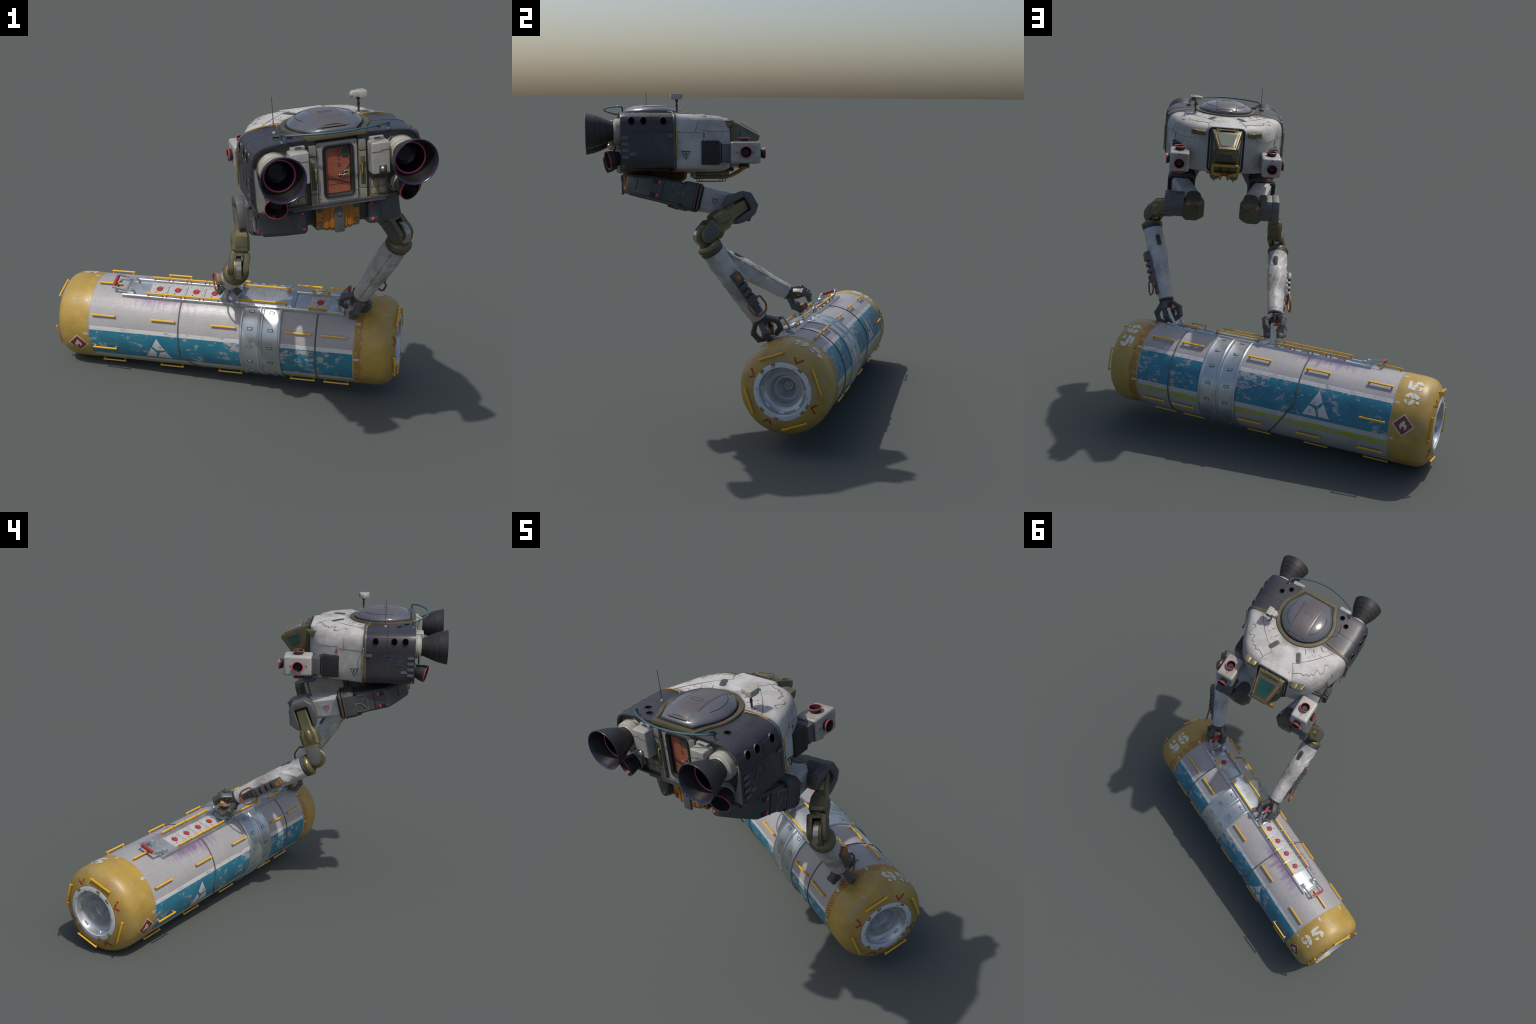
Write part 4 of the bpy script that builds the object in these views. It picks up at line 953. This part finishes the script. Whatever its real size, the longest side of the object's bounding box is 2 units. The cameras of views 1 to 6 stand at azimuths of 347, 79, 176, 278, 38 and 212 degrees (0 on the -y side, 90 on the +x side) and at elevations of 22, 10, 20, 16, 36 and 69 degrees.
# ================================================================== ARMS
AF = lambda s: BM @ Mx.Translation((0,-.6,-.2)) @ Mx.Rotation(rad(-13.4),4,'X')   # y along the upper arm, z its up
def oct_sec(y, a0, a1, z0, z1, c):
    return [(a0+c,y,z0),(a1-c,y,z0),(a1,y,z0+c),(a1,y,z1-c),(a1-c,y,z1),(a0+c,y,z1),(a0,y,z1-c),(a0,y,z0+c)]
WRIST = {1: V((.599,-.113,.654)), -1: V((-.038,.186,.651))}
RING = {1: V((.673,-.385,1.053)), -1: V((-.094,-.246,.886))}
NECK = {1: (.387,-.374,-.385), -1: (-.342,-.274,-.473)}
JOINT = {1: (.412,-.416,-.434), -1: (-.363,-.294,-.536)}
FING = {1: (28,118,208,304), -1: (46,136,226,316)}
RACK = {1: V((.90,.36,.08)), -1: V((-.95,.05,-.12))}
PAD = {1: V((-.38,.78,.50)), -1: V((.20,.44,.87))}
def side_f(s, x): return Mx(((0,0,s,s*x),(1,0,0,0),(0,1,0,0),(0,0,0,1)))   # (y,z) plate facing outwards
for s in (-1,1):
    F = AF(s)
    S_ = lambda y,a0,a1,z0,z1,c: [(s*p[0],p[1],p[2]) for p in oct_sec(y,a0,a1,z0,z1,c)]
    g = G(); g.loft([S_(-.196,.140,.165,-.040,.032,.010),S_(-.190,.134,.178,-.051,.045,.012),S_(-.145,.134,.235,-.056,.050,.014),S_(-.095,.140,.300,-.0575,.054,.014),S_(-.078,.145,.313,-.058,.0555,.012),S_(.02,.166,.317,-.0585,.057,.012),S_(.11,.178,.319,-.064,.062,.012)])
    arm = ob('upper_arm', g.done('upper_arm'), [M_charc], bot, F, 30)
    g = G(); g.loft([S_(.075,.196,.306,-.072,-.05,.006),S_(.135,.196,.306,-.078,-.05,.006)],1); g.loft([S_(.098,.166,.326,-.071,.070,.016),S_(.112,.164,.329,-.074,.073,.018),S_(.150,.166,.329,-.074,.073,.018)],0)
    for i,y in enumerate((.154,.172)): g.loft([S_(y-.003,.168,.327,-.072,.071,.016),S_(y,.164,.331,-.076,.075,.018),S_(y+.008,.164,.331,-.076,.075,.018),S_(y+.011,.168,.327,-.072,.071,.016)],2)
    g.loft([S_(.183,.172,.332,-.068,.068,.015),S_(.192,.178,.326,-.063,.063,.014)],3)
    ob('arm_cuff', g.done('arm_cuff'), [M_charc,M_charc,M_cuff,M_black], arm, F, 30)
    # reinforcing ribs on the outer face
    g = G(); X = s*.3180
    def rib(pts, r=.0028): g.tube([(X,y,z) for y,z in pts], r, 0, 6)
    rib([(.030,.045),(.030,-.045),(.128,-.047),(.128,.047),(.030,.045)]); rib([(.030,.045),(.060,.004),(.030,-.045)]); rib([(.060,.002),(.095,0),(.128,0)]); rib([(.095,.047),(.095,-.047)])
    g.cyl((X-.002*s,.095,0),(X+.0035*s,.095,0),.010,0,8)
    g.box((s*.3170,-.012,0),(.004,.0022,.105),1)
    for z in (.052,-.052): g.box((s*.3170,.102,z),(.005,.036,.011),1)
    g.prism(rrect(.060,.062,.006,3,-.115,0),.001,0,0,Mx(((0,0,s,s*.293),(.94,0,-s*.0,0.0),(0,1,0,0),(0,0,0,1))) if False else Mx.Translation((0,0,0)))
    g.bm.free(); g = G()
    rib([(.030,.045),(.030,-.045),(.128,-.047),(.128,.047),(.030,.045)]); rib([(.030,.045),(.060,.004),(.060,-.004),(.030,-.045)]); rib([(.060,0),(.128,0)]); rib([(.095,.047),(.095,-.047)])
    g.cyl((X-.002*s,.095,0),(X+.0035*s,.095,0),.010,0,8)
    g.box((s*.3170,-.014,0),(.004,.0022,.105),1)
    for z in (.053,-.055): g.box((s*.3170,.100,z),(.006,.036,.012),1)
    ob('arm_ribs', g.done('arm_ribs'), [M_rib,M_black], arm, F)
    # red lamps in dark slots
    for y,z in ((-.038,.033),(-.038,-.036)):
        g = G(); g.box((s*.3150,y-.014,z),(.006,.036,.021),1,.002); g.box((s*.3167,y,z),(.006,.013,.019),0,.003); ob('arm_lamp', g.done('arm_lamp'), [M_redlamp,M_black], arm, F)
    # rear lamps and inspection lids of the shoulder block
    for a,z in ((.150,-.0325),(.150,.034)):
        g = G(); g.cyl((s*a,-.186,z),(s*a,-.1965,z),.0095,1,14); g.ball((s*a,-.1945,z),.0085,0,2,(1,.6,1)); ob('arm_lamp', g.done('arm_lamp'), [M_redlamp,M_black], arm, F)
    g = G(); d = V((.065*s,.050,0)).normalized(); nrm = V((s*.61,-.79,0)).normalized(); c = V((s*.215,-.160,0))
    g.M = Mx.Translation(c) @ Mx((d,V((0,0,1)),nrm if d.cross(V((0,0,1))).dot(nrm) > 0 else nrm)).transposed().to_4x4()
    g.prism(rrect(.055,.060,.006,3),.003,0,.001); ob('arm_lid', g.done('arm_lid'), [M_charc], arm, F)
    # shoulder neck joining the pelvis
    g = G(); g.lathe([(0,.055),(.004,.060),(.010,.060),(.014,.054),(.05,.062),(.065,.060)],0,BM.inverted() @ BM @ frame((s*.088,-.70,-.150),(s,0,0),(0,0,1)),32)
    ob('shoulder_neck', g.done('shoulder_neck'), [M_charc], bot, BM)
    # white fore part of the upper arm and brass end block
    g = G(); secs = []
    for i in range(13):
        t = i/12; y = .186+t*.232; c = .251-(.251-.170)*t; w = .058+.006*t; h0, h1 = -.061+.002*t, .063-.001*t
        sc_ = S_(y,c-w,c+w,h0,h1,.016)
        secs.append([tuple(V(p)+V((noise.noise(V(p)*26),0,noise.noise(V(p)*26+V((5,5,5)))))*.0016) for p in sc_])
    g.loft(secs); ob('arm_sleeve', g.done('arm_sleeve'), [M_sleeve], arm, F, 30)
    e0, e1 = V((s*(.251-.081*.20+.0592+.0012),.186+.232*.20,0)), V((s*(.251-.081*.58+.0615+.0012),.186+.232*.58,0)); ed = (e1-e0).normalized()
    EF = Mx.Translation(e0.lerp(e1,.35)) @ Mx((ed*s,V((0,0,1)),(ed*s).cross(V((0,0,1))))).transposed().to_4x4(); g = G(); g.M = EF
    for q in ([(-.019,.016),(.019,.016),(.014,.011),(-.014,.011)],[(-.018,.012),(-.013,.008),(-.004,-.010),(-.004,-.017)],[(.018,.012),(.013,.008),(.004,-.010),(.004,-.017)],[(-.002,.006),(.002,.006),(0,-.006)]): g.prism(q,.0008,0)
    ob('sleeve_emblem', g.done('sleeve_emblem'), [M_redmark], arm, F)
    g = G(); c = .165; g.loft([S_(.394,.114,.232,-.064,.0645,.018),S_(.446,.106,.232,-.064,.0645,.018),S_(.478,.134,.231,-.060,.060,.018),S_(.482,.138,.228,-.057,.057,.018)])
    g.lathe([(0,.018),(.003,.018),(.003,.014),(.0015,.013),(.0015,0)],0,frame((s*.180,.481,-.012),(0,1,0),(0,0,1)),22); g.box((s*.150,.4805,.030),(.013,.006,.018),1,.001)
    eb = ob('elbow_block', g.done('elbow_block'), [M_olived,M_ink], arm, F, 30)
    g = G(); g.ball((s*.203,.482,.051),.0095,0,2); ob('elbow_lamp', g.done('elbow_lamp'), [M_redlamp], eb, F)
    g = G(); g.lathe([(0,.041),(.0025,.041),(.003,.039),(.0022,.031),(.003,.030),(.003,.018),(.002,.017),(.002,0)],0,frame((s*.170,.385,.0625),(0,0,1),(0,1,0)),36); ob('elbow_disc', g.done('elbow_disc'), [M_charc], eb, F)
    # ---- elbow hood (octagonal drum) with a slot for the link
    Fi = F.inverted(); H = V((s*.283,.399,.002)); Nk = Fi @ (BM @ V(NECK[s])); ld = Nk-H; ldir = V((0,ld.y,ld.z)).normalized()
    HF = F @ Mx.Translation((0,H.y,H.z)) @ Mx(((0,0,s,0),(ldir.y,-ldir.z*s,0,0),(ldir.z,ldir.y*s,0,0),(0,0,0,1)))  # x along link, z outward
    g = G(); g.prism([(-.080,.036),(-.046,.066),(.000,.074),(.040,.068),(.055,.040),(.055,-.040),(.040,-.068),(.000,-.074),(-.046,-.066),(-.080,-.036)],.076,0,.006,None,.226)
    cc = [(.045,.038),(.070,.036),(.086,.046),(.070,.064),(.030,.076),(.000,.078),(-.048,.069),(-.084,.038),(-.084,-.038),(-.048,-.069),(.000,-.078),(.030,-.089),(.070,-.064),(.086,-.046),(.070,-.036),(.045,-.038),(-.040,-.038),(-.040,.038)]
    g.prism(cc,.046,0,.009,None,.294,3)
    g.box((-.060,0,.339),(.026,.046,.005),0,.002)
    ob('elbow_hood', g.done('elbow_hood'), [M_grey], arm, HF, 30)
    g = G(); g.prism([(-.041,-.0385),(.05,-.0385),(.05,.0385),(-.041,.0385)],.004,0,0,None,.294); ob('elbow_slot', g.done('elbow_slot'), [M_black], arm, HF)
    # ---- link: tapered brass bar from hood to neck
    W0 = HF @ V((-.005,0,.312)); W1 = BM @ V(NECK[s]); W2 = BM @ V(JOINT[s]); fd = (WRIST[s]-RING[s]).normalized()
    ldw = (W1-W0); L1 = ldw.length; jax = ldw.cross(fd).normalized()
    if jax.x*s < 0: jax = -jax
    LF = frame(W0, ldw, jax)   # x along link, z = joint axis outward
    g = G()
    def rs(x,w,h,c): return [(x,y,z) for y,z in ((-w+c,-h),(w-c,-h),(w,-h+c),(w,h-c),(w-c,h),(-w+c,h),(-w,h-c),(-w,-h+c))]
    g.loft([rs(-.02,.030,.024,.006),rs(L1*.40,.034,.028,.008),rs(L1*.52,.044,.036,.010),rs(L1*.62,.050,.041,.012),rs(L1*.90,.050,.042,.012),rs(L1*.94,.046,.038,.012)])
    g.lathe([(L1*.93,.034),(L1*.99,.034),(L1*1.0,.040),(L1*1.04,.040)],0,None,28)
    g.box((L1*.72,.051,0),(.052,.004,.056),1,.001); g.box((L1*.72,-.051,0),(.052,.004,.056),1,.001)
    g.ball((L1*.68,0,.030),.030,0,3,(1.5,.85,.62))
    g.box((L1*.30,-.036,0),(.05,.010,.030),0,.004)
    lk = ob('elbow_link', g.done('elbow_link'), [M_olive,M_olived], arm, LF, 32)
    # ---- wrist-side clevis joint
    CF = frame(W1, W2-W1, jax); jl = (W2-W1).length
    g = G()
    for k in (-1,1): g.prism(stadium(jl,.040,12,.006),.027,0,.005,CF.inverted() @ CF,.019 if k > 0 else -.046)
    g.box((0,0,0),(.022,.074,.088),0,.006)
    cl = ob('forearm_clevis', g.done('forearm_clevis'), [M_olive], bot, CF, 32)
    for k in (-1,1):
        g = G(); g.prism(stadium(jl,.030,12,-.004),.004,0,.0015,None,.044 if k > 0 else -.048); ob('joint_pad', g.done('joint_pad'), [M_pad], cl, CF)
    # ---- forearm (x from ring to wrist)
    FR = RING[s]; L = (WRIST[s]-FR).length
    FF = frame(FR, fd, jax)
    Ji = FF.inverted() @ W2
    g = G(); g.lathe([(-.0135,0),(-.0135,.054),(-.012,.056),(.012,.056),(.0135,.054),(.0135,0)],1,frame(Ji,(0,0,1),(1,0,0)),48)
    yk = [(-.008,-.050)]+[(-.008,.050)]+[(Ji.x+.0545*cos(rad(a)),Ji.y+.0545*sin(rad(a))) for a in range(70,291,20)]
    g.prism(yk,.031,0,.004,None,-.0155)
    ob('joint_wheel', g.done('joint_wheel'), [M_olive,M_steel], cl, FF, 40)
    g = G(); g.M = Mx.Translation((-.010,0,0)); g.lathe([(-.020,0),(-.020,.046),(-.012,.056),(-.004,.0630),(.003,.0640),(.007,.0605),(.009,.0630),(.013,.0630),(.016,.060)],0,None,48); g.lathe([(.016,.060),(.018,.0615),(.024,.0615),(.026,.0590),(.028,.0608),(.033,.0600),(.036,.054)],1,None,48)
    g.M = I4; g.lathe([(L-.020,.040),(L-.016,.0455),(L-.008,.0450),(L-.002,.038),(L-.002,0)],1,None,40)
    g.cyl((L-.004,0,0),(L+.014,0,0),.024,0,18,.018)
    for i in range(14): a = 2*pi*i/14; g.ball((-.015,.0625*cos(a),.0625*sin(a)),.0022,0,1)
    fm = ob('forearm', g.done('forearm'), [M_olive,M_charc], bot, FF, 40)
    g = G(); secs = []; n_ = 56
    for i in range(71):
        t = i/70; x = .022+t*(L-.040)
        r = .0590-.0035*t-.0095*max(0,t-.45)/.55 + .0025*math.exp(-((t-.33)/.10)**2)
        if t > .97: r -= .0015
        sec_ = []
        for k in range(n_):
            a = 2*pi*k/n_; p = V((x*8+s*3,cos(a)*1.2,sin(a)*1.2)); q = V((x*17+cos(a-1)*1.9,cos(a)*1.3+s,sin(a)*1.3))
            e = min(1,t*14,(1-t)*14); f = 1-abs(noise.noise(q)); d = noise.noise(p)*.0050+(f**7)*.0052*(1-t*.4)-.0022
            rr = r+d*e*(1.2-.5*t); sec_.append((x,rr*cos(a),rr*sin(a)))
        secs.append(sec_)
    g.loft(secs); sl = ob('forearm_sleeve', g.done('forearm_sleeve'), [M_sleeve], fm, FF, 70)
    Fr = FF.to_3x3().inverted(); rk = Fr @ RACK[s]; rk.x = 0; rk.normalize(); pd = Fr @ PAD[s]; pd.x = 0; pd.normalize()
    def radial(d, x): return FF @ frame((x,0,0),(1,0,0),d)
    # gold piping opposite to the rack
    g = G(); q = -rk; q2 = V((1,0,0)).cross(q)
    for sg in (-.55,):
        d = (q*cos(sg)+q2*sin(sg)); g.tube([V((.04+i*(L-.07)/20,0,0))+d*(.0600-.0035*i/20-.0095*max(0,i/20-.45)/.55+.0030*math.exp(-((i/20-.33)/.10)**2)) for i in range(21)],.0018,0,6)
    ob('sleeve_piping', g.done('sleeve_piping'), [M_gold], fm, FF)
    P_ = radial(pd,.112); g = G(); g.prism(rrect(.072,.028,.0135,6),.006,0,.002,None,.0565); g.prism(rrect(.052,.014,.0065,5),.0015,1,0,None,.0625); ob('sleeve_badge', g.done('sleeve_badge'), [M_grey,M_charc], fm, P_)
    # tool rack
    K = radial(rk,0); g = G()
    g.box((.275,0,.0575),(.225,.046,.018),0,.003); g.box((.400,0,.0500),(.070,.040,.010),0,.003)
    g.box((.196,0,.0720),(.054,.052,.026),0,.005); g.box((.190,0,.0855),(.028,.028,.002),1,.001); g.box((.1685,0,.073),(.002,.034,.020),1,.001)
    for i in range(3): g.box((.248+i*.039,0,.0695),(.023,.049,.024),0,.004)
    rack = ob('tool_rack', g.done('tool_rack'), [M_finger,M_orange,M_copper,M_black], fm, K)
    g = G(); g.tube([(.345,.024,.070),(.350,.046,.074),(.405,.046,.082),(.432,.026,.086),(.432,-.026,.086),(.405,-.046,.082),(.350,-.046,.074),(.345,-.024,.070)],.0052,0,9,smooth=.012)
    g.box((.345,0,.069),(.020,.060,.018),1,.003)
    ob('rack_loop', g.done('rack_loop'), [M_copper,M_finger], rack, K)
    # ---- hand with three two-joint fingers
    WF = frame(WRIST[s], fd, (0,0,1))
    g = G(); g.lathe([(.000,.036),(.006,.038),(.014,.034),(.026,.026),(.040,.022),(.046,.016),(.046,0)],0,None,24); hand = ob('hand', g.done('hand'), [M_olived], bot, WF)
    def bone(p, q, w, t, m=0, b=.0045):
        # tapered bar from p to q (axial, radial), half width w at both ends, half thickness t
        P, Q = V((p[0],0,p[1])), V((q[0],0,q[1])); n = (Q-P).normalized().cross(V((0,1,0)))
        g.hull([e+V((0,k*w_,0))+n*(l*t_) for e,w_,t_ in ((P,w[0],t[0]),(Q,w[1],t[1])) for k in (-1,1) for l in (-1,1)], m, b)
    K0, K1, K2, K3 = (-.006,.020), (.052,.072), (.102,.069), (.127,.024)
    g = G(); bone(K0, K1, (.0150,.0165), (.0110,.0135)); g.cyl((K1[0],-.0195,K1[1]),(K1[0],.0195,K1[1]),.0145,0,12,bev=.003)
    bone((.012,.046), (.040,.071), (.010,.010), (.004,.004))
    prox = g.done('finger')
    g = G(); bone((.056,.0725), K2, (.0160,.0150), (.0130,.0125)); g.cyl((K2[0],-.0175,K2[1]),(K2[0],.0175,K2[1]),.0125,0,12,bev=.003)
    bone((.104,.064), K3, (.0150,.0110), (.0120,.0075)); bone((.098,.056), (.1165,.021), (.0115,.0085), (.004,.004), 1, .002)
    tip = g.done('finger_tip')
    for a in FING[s]:
        K = WF @ Mx.Rotation(rad(a),4,'X'); f = ob('finger', prox, [M_finger], hand, K, 30); ob('finger_tip', tip, [M_finger,M_copper], f, K, 30)

bpy.context.view_layer.update()
